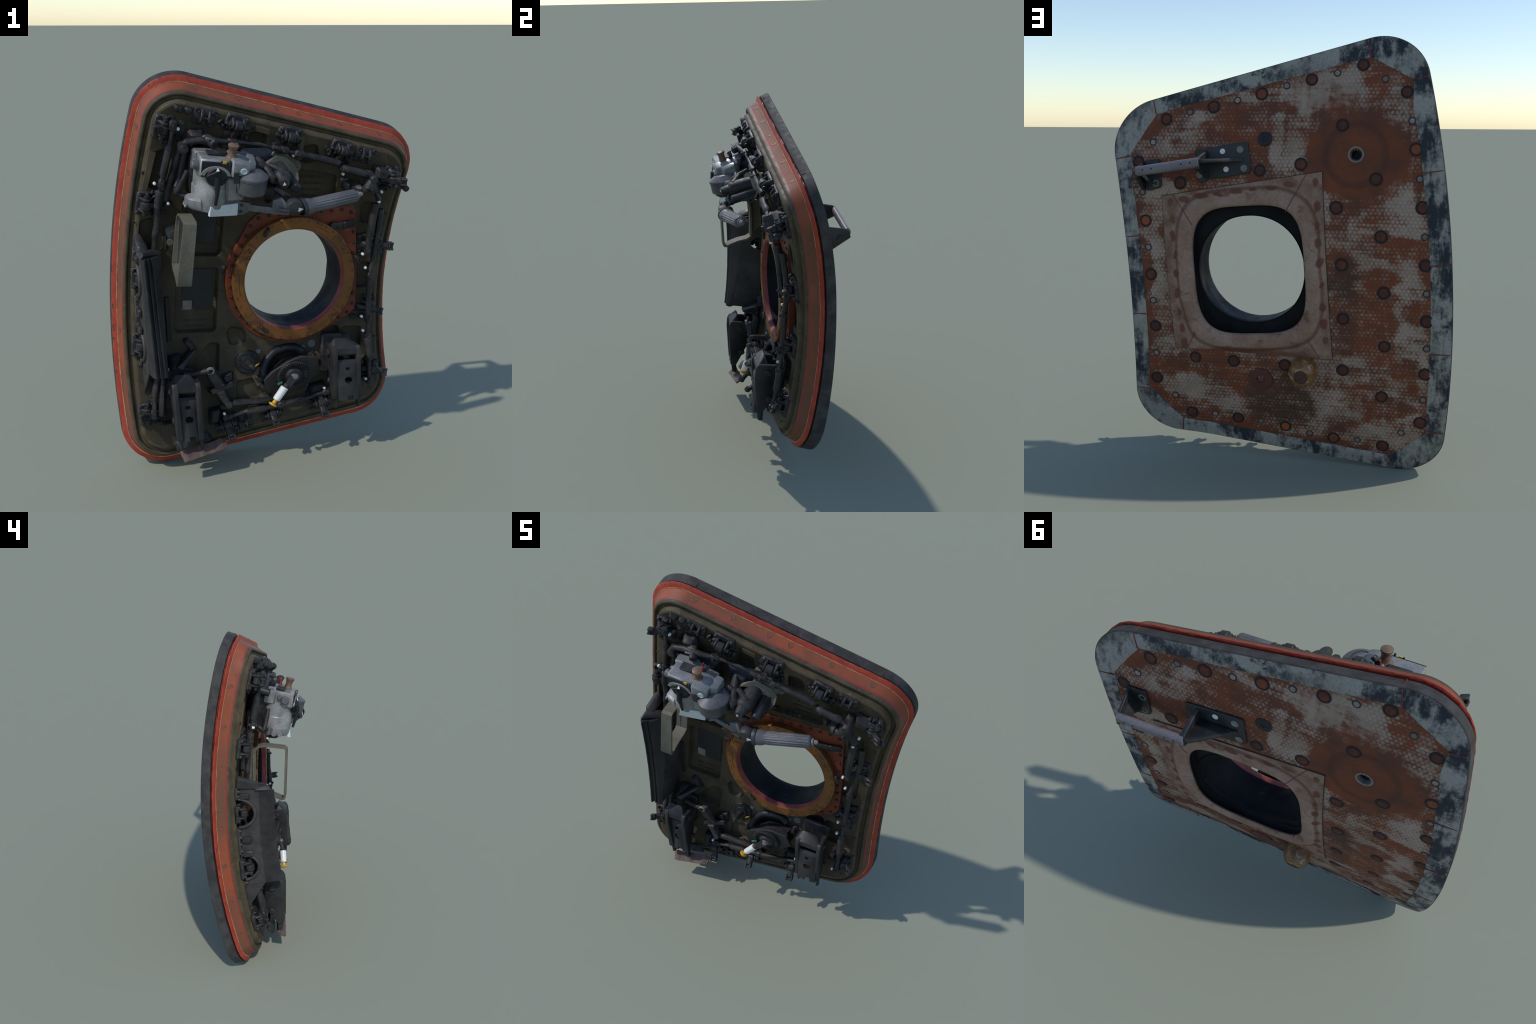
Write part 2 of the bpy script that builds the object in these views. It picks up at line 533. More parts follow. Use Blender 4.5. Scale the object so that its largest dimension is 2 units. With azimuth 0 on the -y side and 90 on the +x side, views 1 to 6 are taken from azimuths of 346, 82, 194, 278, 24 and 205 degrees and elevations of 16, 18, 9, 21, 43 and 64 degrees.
    vst = k.noise(26, 6, 0.7, stretch=(1.5, 1, 0.13))
    t = k.ma('ADD', t, k.ma('MULTIPLY', k.ma('SUBTRACT', vst, 0.5), 1.1))
    t = k.ma('ADD', t, 0.06)
    t = k.ma('SUBTRACT', t, k.ma('MULTIPLY', erust, 0.40))
    disc = k.blob(v, *hw(-.345, .495), .205, .165, 0.25)
    t = k.ma('SUBTRACT', t, k.ma('MULTIPLY', disc, 1.2))
    col = k.mix(k.ss(t, 0.02, 0.80), rustc, palec)
    wallm = k.ma('MULTIPLY', k.ss(cellw, 0.42, 0.0, 0, 1), k.ss(solid, 0, 1, 0.34, 0.05))
    wallm = k.ma('MULTIPLY', wallm, k.ss(k.noise(11, 4), 0.35, 0.6, 0.35, 1.0))
    col = k.mix(wallm, col, (0.088, 0.048, 0.029))
    col = k.mix(k.ma('MULTIPLY', k.ss(mid, 0.40, 0.22), 0.55), col, (0.060, 0.036, 0.024))
    col = k.mix(k.ss(grain, 0.40, 0.72, 0, 0.22), col, (0.05, 0.036, 0.028))
    hgt = k.ma('ADD', k.ma('MULTIPLY', cellw, 0.6), k.ma('MULTIPLY', grain, 0.5))
    return k.done(col, 0.75, 0, hgt, 0.45, 0.003, spec=0.25)


M['shield'] = shield_material()


def strip_material():
    k = N('grey_edge_strip')
    v = k.noisev(14, 0.04)
    a = k.noise(6, 7, 0.7, vec=v)
    b = k.noise(30, 5, 0.7, stretch=(1, 1, 0.25))
    t = k.ma('ADD', a, k.ma('MULTIPLY', k.ma('SUBTRACT', b, 0.5), 0.55))
    col = k.mix(k.ss(t, 0.40, 0.60), (0.022, 0.027, 0.036), (0.300, 0.288, 0.256))
    col = k.mix(k.ss(k.noise(3.1, 5), 0.5, 0.7, 0, 0.6), col, (0.200, 0.194, 0.165))
    col = k.mix(k.ss(k.noise(8, 6, 0.7, vec=v), 0.60, 0.68), col, (0.022, 0.026, 0.031))
    g = k.noise(120, 4)
    col = k.mix(k.ss(g, 0.4, 0.7, 0, 0.25), col, (0.03, 0.035, 0.04))
    return k.done(col, 0.7, 0, g, 0.3, spec=0.25)


M['strip'] = strip_material()


def window_material():
    k = N('window_frame_char')
    v = k.noisev(12, 0.04)
    a = k.noise(7, 6, 0.65, vec=v)
    col = k.mix(k.ss(a, 0.34, 0.66), (0.325, 0.222, 0.172), (0.240, 0.145, 0.103))
    col = k.mix(k.ss(k.noise(16, 5, 0.65, vec=v), 0.54, 0.70, 0, 0.75), col, (0.130, 0.058, 0.031))
    tot = None
    lo, hi, lf, rt = (-.405, .40, .535, -.165)
    spots = [(lf - .02, .33 - i * .083 + .012 * math.sin(i * 7)) for i in range(9)]
    spots += [(rt, .39 - i * .092 + .012 * math.sin(i * 5)) for i in range(9)]
    spots += [(.45 - i * .082, .345 + .007 * i + .004 * math.sin(i * 3)) for i in range(7)]
    spots += [(.46 - i * .077, -.378 - .0065 * i) for i in range(8)]
    for i, (p, q) in enumerate(spots):
        x, z = hw(p, q)
        vert = i < 18
        rx, rz = (.013, .022) if vert else (.027, .012)
        s = 0.8 + 0.5 * ((i * 37 % 11) / 11)
        b = k.blob(v, x, z, rx * s, rz * s, 0.5)
        tot = b if tot is None else k.ma('MAXIMUM', tot, b)
    col = k.mix(k.ma('MULTIPLY', tot, 0.85), col, (0.120, 0.031, 0.017))
    x, z = hw(.17, -.395)
    col = k.mix(k.ma('MULTIPLY', k.blob(v, x, z, .26, .028, 0.6), 0.85), col, (0.130, 0.033, 0.016))
    # brown scorch line round the foot of the ridge
    s4 = H([(a, b, 0.0) for a in (-.15, .17, .5) for b in (-.4, 0, .4)])
    pq = np.array([(a, b) for a in (-.15, .17, .5) for b in (-.4, 0, .4)])
    cf = np.linalg.lstsq(np.column_stack([s4[:, 0], s4[:, 2], np.ones(9)]), pq, rcond=None)[0]
    v2 = k.noisev(7, 0.022)

    def half_axis(i, c0, ax):
        d = k.vm('DOT_PRODUCT', v2, (float(cf[0, i]), 0, float(cf[1, i])), out=1)
        d = k.ma('ABSOLUTE', k.ma('ADD', d, float(cf[2, i]) - c0))
        return k.ma('POWER', k.ma('DIVIDE', d, ax), 3.7)
    se = k.ma('POWER', k.ma('ADD', half_axis(0, 0.168, 0.2585 + 0.080), half_axis(1, 0.002, 0.2975 + 0.080)), 1 / 3.7)
    line = k.ma('MULTIPLY', k.ss(se, 0.955, 0.995), k.ss(se, 1.035, 1.0))
    col = k.mix(k.ma('MULTIPLY', line, 0.72), col, (0.105, 0.042, 0.023))
    col = k.mix(k.ma('MULTIPLY', k.ss(se, 1.0, 1.10), k.ss(k.noise(9, 4), 0.4, 0.65, 0.15, 0.75)), col, (0.135, 0.070, 0.042))
    g = k.noise(80, 5)
    col = k.mix(k.ss(g, 0.4, 0.7, 0, 0.25), col, (0.07, 0.042, 0.032))
    return k.done(col, 0.7, 0, g, 0.3, spec=0.25)


M['window'] = window_material()


def plug_material():
    k = N('red_plug')
    r = k.vm('LENGTH', k.vm('MULTIPLY', k.tc, (1, 1, 0)), out=1)
    inner = k.mix(k.ss(k.noise(40, 4), 0.35, 0.65), (0.130, 0.038, 0.019), (0.080, 0.026, 0.017))
    oi = k.t.nodes.new('ShaderNodeObjectInfo').outputs['Random']
    inner = k.mix(k.ss(oi, 0.35, 0.9, 0, 0.7), inner, (0.048, 0.020, 0.016))
    inner = k.mix(k.ss(oi, 0.16, 0.05), inner, (0.26, 0.075, 0.022))
    col = k.mix(k.ss(r, 0.0205, 0.0235), inner, (0.017, 0.015, 0.017))
    return k.done(col, 0.65, 0, k.noise(90, 4), 0.4, spec=0.25)


M['plug'] = plug_material()


def screw_material():
    k = N('pale_screw')
    r = k.vm('LENGTH', k.vm('MULTIPLY', k.tc, (1, 1, 0)), out=1)
    oi = k.t.nodes.new('ShaderNodeObjectInfo').outputs['Random']
    inner = k.mix(oi, (0.30, 0.27, 0.245), (0.15, 0.12, 0.10))
    inner = k.mix(k.ss(k.noise(120, 4), 0.45, 0.7, 0, 0.7), inner, (0.14, 0.10, 0.08))
    col = k.mix(k.ss(r, 0.0105, 0.0125), inner, (0.038, 0.031, 0.028))
    return k.done(col, 0.7, 0, k.noise(120, 3), 0.3, spec=0.25)


M['screw'] = screw_material()


def cap_material():
    k = N('glazed_cap')
    a = k.noise(22, 6, 0.7, dist=0.8)
    col = k.mix(k.ss(a, 0.42, 0.56), (0.205, 0.105, 0.032), (0.15, 0.062, 0.024))
    col = k.mix(k.ss(k.noise(17, 6, 0.7, dist=1.0), 0.55, 0.66, 0, 0.8), col, (0.42, 0.37, 0.32))
    return k.done(col, 0.3, 0, a, 0.2)


M['cap'] = cap_material()


def placard_material():
    k = N('navy_placard')
    w = k.t.nodes.new('ShaderNodeTexBrick')
    w.inputs['Scale'].default_value = 60
    w.inputs['Color1'].default_value = (1, 1, 1, 1)
    w.inputs['Color2'].default_value = (0, 0, 0, 1)
    w.inputs['Mortar'].default_value = (0, 0, 0, 1)
    w.inputs['Mortar Size'].default_value = 0.14
    mp = k.t.nodes.new('ShaderNodeMapping')
    mp.inputs['Rotation'].default_value = (math.pi / 2, 0, 0)
    mp.inputs['Scale'].default_value = (1, 1, 2)
    k.lk(k.tc, mp.inputs[0])
    k.lk(mp.outputs[0], w.inputs['Vector'])
    n = k.ss(k.noise(240, 2), 0.48, 0.6)
    t = k.ma('MULTIPLY', w.outputs['Color'], n)
    col = k.mix(k.ma('MULTIPLY', t, 0.55), (0.0075, 0.0095, 0.0125), (0.060, 0.060, 0.062))
    return k.done(col, 0.45)


M['placard'] = placard_material()

# ------------------------------------------------------------------ top object
hatch = bpy.data.objects.new('spacecraft_hatch', None)
bpy.context.scene.collection.objects.link(hatch)
hatch['label'] = 'charred spacecraft crew hatch with latches, gearbox and round window'
hatch['category'] = 'spacecraft hatch'

# ------------------------------------------------------------------ planform
RLc, RL = (-0.742 + 5.4, 0.0), 5.4      # wide edge: arc bulging outwards
RRc, RR = (0.745 + 3.8, 0.0), 3.8       # narrow edge: arc bending inwards


def d_top(c):      # distance inside the straight upper edge
    return ((0.8195 - 0.188 * (c[0] - 0.598)) - c[1]) / math.hypot(1, 0.188)


def d_left(c):
    return RL - math.hypot(c[0] - RLc[0], c[1])


def d_right(c):
    return math.hypot(c[0] - RRc[0], c[1]) - RR


def fillet_centre(fa, fb, r, c):
    c = np.array(c, float)
    for _ in range(40):
        f = np.array([fa(c) - r, fb(c) - r])
        J = np.array([[(g(c + d) - g(c)) / 1e-6 for d in (np.array([1e-6, 0]), np.array([0, 1e-6]))] for g in (fa, fb)])
        c = c - np.linalg.solve(J, f)
    return c


R_LT, R_RT = 0.215, 0.225
CL = fillet_centre(d_top, d_left, R_LT, (-0.45, 0.8))
CR = fillet_centre(d_top, d_right, R_RT, (0.55, 0.55))
tn = np.array([0.188, 1.0]) / math.hypot(1, 0.188)


def half_outline():
    """upper half, from the middle of the right edge over the top to the left"""
    a_end = math.atan2(CR[1], CR[0] - RRc[0])
    qR = RR * math.sin(math.pi - a_end)
    pts = [(RRc[0] - math.sqrt(RR ** 2 - q * q), q) for q in np.linspace(0, qR, 44)]
    a0 = math.atan2(-math.sin(a_end), -math.cos(a_end))       # outward direction at the right arc
    a0 = math.atan2(-CR[1] / math.hypot(CR[0] - RRc[0], CR[1]), -(CR[0] - RRc[0]) / math.hypot(CR[0] - RRc[0], CR[1]))
    a1 = math.atan2(tn[1], tn[0])
    pts += [tuple(CR + R_RT * np.array([math.cos(a), math.sin(a)])) for a in np.linspace(a0, a1, 44)[1:]]
    t0, t1 = CR + R_RT * tn, CL + R_LT * tn
    pts += [tuple(t0 + (t1 - t0) * s) for s in np.linspace(0, 1, 90)[1:]]
    dl = (CL - np.array(RLc)) / np.linalg.norm(CL - np.array(RLc))
    a2 = math.atan2(dl[1], dl[0])
    pts += [tuple(CL + R_LT * np.array([math.cos(a), math.sin(a)])) for a in np.linspace(a1, a2, 44)[1:]]
    qL = RL * dl[1]
    pts += [(RLc[0] - math.sqrt(RL ** 2 - q * q), q) for q in np.linspace(qL, 0, 66)[1:]]
    return pts


up = half_outline()
OUT = np.array(up + [(p, -q) for p, q in up[-2:0:-1]])
NO = len(OUT)
tg = np.roll(OUT, -1, 0) - np.roll(OUT, 1, 0)
tg /= np.linalg.norm(tg, axis=1)[:, None]
ONRM = np.stack([tg[:, 1], -tg[:, 0]], 1)       # outward


def inset(d):
    return OUT - ONRM * (d - 0.002)


def loop3(d, h):
    o = inset(d)
    return np.column_stack([o, np.full(NO, h) if np.isscalar(h) else h])


def rim_part(name, prof, mat, rag=None, lean=None, **kw):
    rr = []
    for i, (d, h) in enumerate(prof):
        L = loop3(d, h)
        L[:, :2] -= ONRM * (lean[i] * np.clip(ONRM[:, 1], 0, 1) ** 2)[:, None] if lean else 0
        if rag and i in rag:
            a, b = rag[i]
            for j in range(NO):
                v = Vector((L[j, 0] * 26, L[j, 1] * 26, i * 0.3))
                w = noise.noise(v) + 0.6 * noise.noise(v * 2.7)
                L[j, :2] += ONRM[j] * a * w
                L[j, 2] += b * noise.noise(v * 1.7 + Vector((9, 0, 0)))
        rr.append(L)
    g = G().rings(rr, cap0=False, cap1=False)
    return part(name, g, mat, hatch, **kw)


rim_part('outer_rim', [(0.010, -0.004), (0.003, -0.004), (0.0, -0.001), (0.0, 0.044), (0.003, 0.047), (0.024, 0.049)], M['rim'], lean=(0, 0, 0, .006, .006, .002))
rim_part('seal_recess', [(0.024, 0.049), (0.025, 0.053), (0.023, 0.0575)], M['recess'], rag={1: (0.006, 0.002)}, lean=(.002, .004, .002))
rim_part('edge_seal', [(0.023, 0.0575), (0.012, 0.0570), (0.004, 0.0575), (0.0015, 0.0600), (0.0025, 0.0630), (0.011, 0.0690), (0.0245, 0.0755)],
         M['seal'], rag={1: (0.003, 0.0012), 2: (0.0022, 0.0016), 3: (0.0022, 0.0016), 4: (0.0014, 0.001)}, lean=(.002, 0, -.002, -.003, -.002, 0, 0))
rim_part('seal_bead', [(0.0245, 0.0755), (0.0247, 0.0768), (0.0285, 0.0775), (0.0290, 0.0765)], M['bead'])
rim_part('rim_wall', [(0.0290, 0.0765), (0.0335, 0.086), (0.0455, 0.124)], M['wall'])
rim_part('wall_band', [(0.0455, 0.124), (0.0485, 0.134)], M['walledge'])
lip = rim_part('sealing_lip', [(0.0485, 0.134), (0.0490, 0.1395), (0.0525, 0.1465), (0.0585, 0.1505), (0.0650, 0.1500), (0.0690, 0.1455),
                               (0.0715, 0.1395), (0.0760, 0.1370), (0.0840, 0.1385), (0.0870, 0.1440), (0.0885, 0.1580), (0.0920, 0.1700),
                               (0.0975, 0.1745), (0.1060, 0.1765)], M['lip'])

# round bosses pressed into the orange wall
g = G().lathe((0, 0, 0), (0, 0, 1), [(0.0145, -0.002), (0.0145, 0.0006), (0.0125, 0.0014), (0.0105, 0.0012), (0.0095, 0.0003), (0.0001, 0.0003)], 20, caps=False)
boss_me = make_mesh('wall_boss', g, ident, grimy('boss_ring', (0.200, 0.064, 0.034), (0.125, 0.052, 0.034), 60, 0.5))


def on_outline(p=None, q=None, side='t'):
    if side in 'tb':
        c = [i for i in range(NO) if (OUT[i, 1] > 0.5) == (side == 't') and abs(OUT[i, 1]) > 0.5]
        return min(c, key=lambda i: abs(OUT[i, 0] - p))
    c = [i for i in range(NO) if (OUT[i, 0] > 0) == (side == 'r')]
    return min(c, key=lambda i: abs(OUT[i, 1] - q))


bosses = [('l', q) for q in (0.776, 0.540, 0.305, 0.063, -0.057, -0.300, -0.533, -0.776)]
bosses += [('t', p) for p in (-0.387, -0.180, 0.014, 0.127, 0.348, 0.569)]
bosses += [('b', p) for p in (-0.387, -0.180, 0.014, 0.127, 0.348, 0.569)]
bosses += [('r', q) for q in (0.50, 0.28, 0.07, -0.06, -0.27, -0.48)]
for sd, x in bosses:
    i = on_outline(p=x, side=sd) if sd in 'tb' else on_outline(q=x, side=sd)
    o, nn = inset(0.0370)[i], ONRM[i]
    c = H((o[0], o[1], 0.0975))
    zz = H((o[0] + nn[0] * 1e-3, o[1] + nn[1] * 1e-3, 0.0975 + 0.0003)) - c
    zz /= np.linalg.norm(zz)
    xx = np.cross(zz, H((o[0], o[1], 0.1)) - c)
    xx /= np.linalg.norm(xx)
    yy = np.cross(zz, xx)
    m = Matrix.Identity(4)
    for r in range(3):
        m[r][0], m[r][1], m[r][2], m[r][3] = xx[r], yy[r], zz[r], c[r]
    put('wall_boss', boss_me, hatch, m)

# ------------------------------------------------------------------ outer (back) face


def ray_poly(c, ang, poly):
    """distance from c along each angle to a star-shaped polygon"""
    P = np.asarray(poly) - np.asarray(c)
    Q = np.roll(P, -1, 0)
    out = np.zeros(len(ang))
    for i, a in enumerate(ang):
        d = np.array([math.cos(a), math.sin(a)])
        e = Q - P
        den = d[0] * e[:, 1] - d[1] * e[:, 0]
        with np.errstate(divide='ignore', invalid='ignore'):
            t = (P[:, 0] * e[:, 1] - P[:, 1] * e[:, 0]) / den
            u = (P[:, 0] * d[1] - P[:, 1] * d[0]) / den
        ok = (np.abs(den) > 1e-12) & (u >= -1e-9) & (u <= 1 + 1e-9) & (t > 0)
        out[i] = t[ok].max() if ok.any() else 0
    return out


def arc_pts(a, b, fn, n=14):
    qs = np.linspace(a, b, n)
    return [(fn(q), q) for q in qs]


OCT = ([(0.582, 0.7515), (0.42, 0.783), (-0.428, 0.9295), (-0.610, 0.8105)]
       + arc_pts(0.70, -0.70, lambda q: -0.650 + q * q / 10.4)
       + [(-0.600, -0.8105), (-0.425, -0.9405), (0.585, -0.7525), (0.724, -0.5595)]
       + arc_pts(-0.45, 0.45, lambda q: 0.680 + q * q / 7.8, 10) + [(0.710, 0.5765)])
SQ = [(0.558, 0.3655), (-0.194, 0.434), (-0.190, -0.4265), (0.557, -0.360)]
WC = (0.168, 0.002)


def corner_angles(c, polys, n):
    a = list(np.linspace(-math.pi, math.pi, n, endpoint=False))
    for P in polys:
        for x, y in P:
            a.append(math.atan2(y - c[1], x - c[0]))
    a = sorted(a)
    o = [a[0]]
    for x in a[1:]:
        if x - o[-1] > 1e-4:
            o.append(x)
    return np.array(o)


def radial(c, ang, r0, r1, K, hf, closed=True):
    rr = []
    for k in range(K + 1):
        t = k / K
        r = r0 + (r1 - r0) * t
        p, q = c[0] + r * np.cos(ang), c[1] + r * np.sin(ang)
        rr.append(np.column_stack([p, q, hf(p, q, t, r)]))
    return G().rings(rr, closed_u=closed, cap0=False, cap1=False)


# grey edge strips, one object per length between the red joints
ticks = [(0.598, 0.8195), (-0.414, 1.0085), (-0.681, 0.8205), (-0.723, 0.4105), (-0.742, 0.0), (-0.726, -0.4075),
         (-0.683, -0.8145), (-0.408, -1.0075), (0.600, -0.8185), (0.790, -0.5565), (0.745, -0.1855), (0.745, 0.1865), (0.774, 0.5535)]
EC = (0.03, 0.0)
ta = sorted(math.atan2(q - EC[1], p - EC[0]) for p, q in ticks)
for i in range(len(ta)):
    a0, a1 = ta[i], ta[(i + 1) % len(ta)]
    if a1 < a0:
        a1 += 2 * math.pi
    inner = [math.atan2(q - EC[1], p - EC[0]) for p, q in OCT]
    inner = [x + (2 * math.pi if x < a0 else 0) for x in inner]
    ang = sorted(set(list(np.linspace(a0, a1, max(6, int((a1 - a0) / 0.02)))) + [x for x in inner if a0 + .002 < x < a1 - .002]))
    ang = np.array(ang)
    ro = ray_poly(EC, ang, inset(0.004))
    ri = ray_poly(EC, ang, OCT)
    rag = np.array([0.0035 * noise.noise(Vector((math.cos(a) * 22, math.sin(a) * 22, 3))) for a in ang])
    g = radial(EC, ang, ri + rag - 0.0015, ro, 6,
               lambda p, q, t, r: np.full(len(p), 0.0015 if t == 0 else -0.002 - 0.0022 * t), closed=False)
    part('edge_strip', g, M['strip'], hatch)

# red joint lines across the strips and down the rim
g = G()
for p, q in ticks:
    a = math.atan2(q - EC[1], p - EC[0])
    ri = ray_poly(EC, [a], OCT)[0]
    i = int(np.argmin(np.hypot(OUT[:, 0] - p, OUT[:, 1] - q)))
    o, nn = OUT[i], ONRM[i]
    ip = o - nn * 0.5
    dd = np.arange(0.02, 0.2, 0.001)
    cand = o - np.outer(dd, nn)
    rad = np.hypot(*(cand - EC).T) - ray_poly(EC, np.arctan2(cand[:, 1] - EC[1], cand[:, 0] - EC[0]), OCT)
    ip = cand[int(np.argmax(rad < 0))] if (rad < 0).any() else cand[60]
    d = o - ip
    L = np.linalg.norm(d)
    rz = math.degrees(math.atan2(d[1], d[0]))
    g.box((*((o + ip) / 2 - nn * 0.003), -0.0035), (L - 0.004, 0.0048, 0.004), rotm(0, 0, rz), 0.0008)
    rz = math.degrees(math.atan2(nn[1], nn[0]))
    g.box((*(o - nn * 0.0010), 0.022), (0.004, 0.0040, 0.043), rotm(0, 0, rz), 0.0008)
part('joint_line', g, M['joint'], hatch, kind='stuff')

# ablator panel
ang = corner_angles(WC, [OCT, SQ], 420)
ro, ri = ray_poly(WC, ang, OCT), ray_poly(WC, ang, SQ)
HOLE = (-0.347, 0.5015)


def panel_h(p, q, t, r):
    h = 0.0028 + 0.0008 * np.array([noise.noise(Vector((a * 30, b * 30, 1))) for a, b in zip(p, q)])
    return h


g = radial(WC, ang, ri - 0.004, ro + 0.004, 34, panel_h)
# open the through hole
keep = []
V = np.array(g.v)
for f in g.f:
    c = V[list(f)].mean(0)
    if math.hypot(c[0] - HOLE[0], c[1] - HOLE[1]) > 0.024:
        keep.append(f)
g.f = keep
shield = part('heat_shield_panel', g, M['shield'], hatch)

# lined through hole
g = G().lathe((*HOLE, 0), (0, 0, -1), [(0.036, -0.006), (0.036, -0.0005), (0.033, 0.0008), (0.0285, -0.001), (0.026, -0.008), (0.0255, -0.030)], 32, caps=False)
part('hole_liner', g, M['patch'], hatch)
g = G().lathe((*HOLE, 0), (0, 0, 1), [(0.0255, 0.020), (0.0200, 0.022), (0.018, 0.060), (0.0001, 0.060)], 32, caps=False)
part('hole_bore', g, M['black'], hatch)


def opening(ang, grow=0.0):
    n = 3.7
    a, b = 0.2585 + grow, 0.2975 + grow
    return (np.abs(np.cos(ang) / a) ** n + np.abs(np.sin(ang) / b) ** n) ** (-1 / n)


# window frame: mitred square plate with a rounded ridge round the opening
ang = corner_angles(WC, [SQ], 300)
ri, ro = opening(ang), ray_poly(WC, ang, SQ)


def frame_h(p, q, t, r):
    d = (r - ri) / 0.088
    ridge = np.where(d < 1, np.sin(np.pi * np.clip(d, 0, 1)) ** 0.8 * np.where(q < 0, 0.0120, 0.0090), 0)
    roll = np.where(d < 0.12, (0.12 - d) * 0.05, 0)
    h = -0.0028 - ridge + roll + 0.0008 * np.array([noise.noise(Vector((a * 24, b * 24, 5))) for a, b in zip(p, q)])
    if t == 1:
        h = h + 0.007
    return h


rr = []
K = 30
ts = list(np.linspace(0, 0.985, K)) + [0.99, 1.0]
for t in ts:
    r = ri + (ro - ri) * min(t, 0.99) / 0.99
    p, q = WC[0] + r * np.cos(ang), WC[1] + r * np.sin(ang)
    rr.append(np.column_stack([p, q, frame_h(p, q, t, r)]))
wframe = part('window_frame', G().rings(rr, cap0=False, cap1=False), M['window'], hatch)
g = G()
for a, b in (((.507, .368), (.418, .226)), ((-.122, .425), (-.020, .262)), ((-.131, -.420), (-.040, -.250)), ((.500, -.362), (.425, -.232))):
    a, b = np.array(a), np.array(b)
    path = []
    for t in np.linspace(0, 1, 12):
        c = a + (b - a) * t
        an = np.array([math.atan2(c[1] - WC[1], c[0] - WC[0])])
        d = (math.hypot(c[0] - WC[0], c[1] - WC[1]) - opening(an)[0]) / 0.088
        hh = -0.0030 - (math.sin(math.pi * min(max(d, 0), 1)) ** 0.8 * 0.0095 if d < 1 else 0)
        path.append((*c, hh))
    g.tube(path, 0.0016, 6)
part('mitre_line', g, M['joint'], wframe, kind='stuff')

g = G()
for i in range(4):
    a, b = np.array(SQ[i]), np.array(SQ[(i + 1) % 4])
    g.tube([(*(a + (b - a) * t), 0.0012 + 0.0) for t in np.linspace(0, 1, 14)], 0.0030, 6, flat=1.3)
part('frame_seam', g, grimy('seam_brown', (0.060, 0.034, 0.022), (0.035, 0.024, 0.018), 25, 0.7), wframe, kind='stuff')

# window tunnel: rounded square at the skin, circle behind the ring
th = np.linspace(0, 2 * math.pi, 144, endpoint=False)
a2 = np.array([math.atan2(0.2975 * math.sin(t) ** 1 if False else math.sin(t), -math.cos(t)) for t in th])
ri = opening(a2)
edge = H(np.column_stack([WC[0] + ri * np.cos(a2), WC[1] + ri * np.sin(a2), np.full(len(th), -0.001)]))
ring_angles = []
for e in edge:
    d = e - RC
    ring_angles.append(math.atan2(d @ RZ, d @ RX))
ring_angles = np.array(ring_angles)
cir = lambda r, o: W(np.column_stack([r * np.cos(ring_angles), r * np.sin(ring_angles), np.full(len(th), o)]))
c_in = cir(0.2585, -0.030)
SLEEVE = (0.1645, 0.001)


def sleeve(ang, h, grow=0.0):
    n = 2.1
    r_ = (np.abs(np.cos(ang) / (0.252 + grow)) ** n + np.abs(np.sin(ang) / (0.257 + grow)) ** n) ** (-1 / n)
    return H(np.column_stack([SLEEVE[0] + r_ * np.cos(ang), SLEEVE[1] + r_ * np.sin(ang), np.full(len(ang), h)]))


def recess(ang, h, grow):
    r_ = opening(ang) + grow
    return H(np.column_stack([WC[0] + r_ * np.cos(ang), WC[1] + r_ * np.sin(ang), np.full(len(ang), h)]))


rows = [edge, recess(a2, 0.004, 0.002), recess(a2, 0.020, 0.004), recess(a2, 0.034, 0.003), recess(a2, 0.040, -0.002)]
rows += [sleeve(a2, 0.040, 0.002), sleeve(a2, 0.035, -0.001), sleeve(a2, 0.038, -0.003), sleeve(a2, 0.070, -0.001)]
wide = rows[-1]
for t in (0.2, 0.4, 0.55, 0.70, 0.85, 1.0):
    base = wide * (1 - t) + c_in * t
    out = base - RC
    out -= np.outer(out @ RN, RN)
    out /= np.linalg.norm(out, axis=1)[:, None]
    wob = np.array([0.004 * noise.noise(Vector(k) * 14) for k in base])
    rows.append(base + out * ((0.001 + wob * 0.6) * math.sin(math.pi * t))[:, None])
g = G().rings(rows, cap0=False, cap1=False)
part('window_tunnel', g, M['tunnel'], hatch, fn=ident)

# ring with rivets, flange behind
g = G().lathe((0, 0, 0), (0, 0, 1), [(0.3245, -0.034), (0.3250, -0.003), (0.3225, 0.0), (0.2700, 0.0), (0.2680, -0.002), (0.2680, -0.010), (0.30, -0.034)], 120, closed=True)
ring = part('window_ring', g, M['ring'], hatch, fn=W)
g = G().lathe((0, 0, 0), (0, 0, 1), [(0.2682, -0.004), (0.2650, -0.006), (0.2600, -0.020), (0.2585, -0.032)], 120, caps=False)
part('window_gasket', g, M['purple'], hatch, fn=W)

rivet = G().lathe((0, 0, 0), (0, 0, 1), [(0.0062, -0.003), (0.0062, 0.0010), (0.0050, 0.0018), (0.0032, 0.0010), (0.0001, 0.0010)], 12, caps=False)
rivet_me = make_mesh('rivet', rivet, ident, grimy('rivet_dark', (0.090, 0.050, 0.038), (0.06, 0.04, 0.036), 90, 0.5))


def wframe_m(x, z, o, ang=0.0, axis=None):
    c = W((x, z, o)).reshape(3)
    ex = RX * math.cos(ang) + RZ * math.sin(ang)
    ez = RN
    ey = np.cross(ez, ex)
    m = Matrix.Identity(4)
    for r in range(3):
        m[r][0], m[r][1], m[r][2], m[r][3] = ex[r], ey[r], ez[r], c[r]
    return m


for i in range(40):
    a = math.radians(9 * i + 4.5)
    put('rivet', rivet_me, ring, wframe_m(0.3114 * math.cos(a), 0.3114 * math.sin(a), 0.0))

FO = -0.039


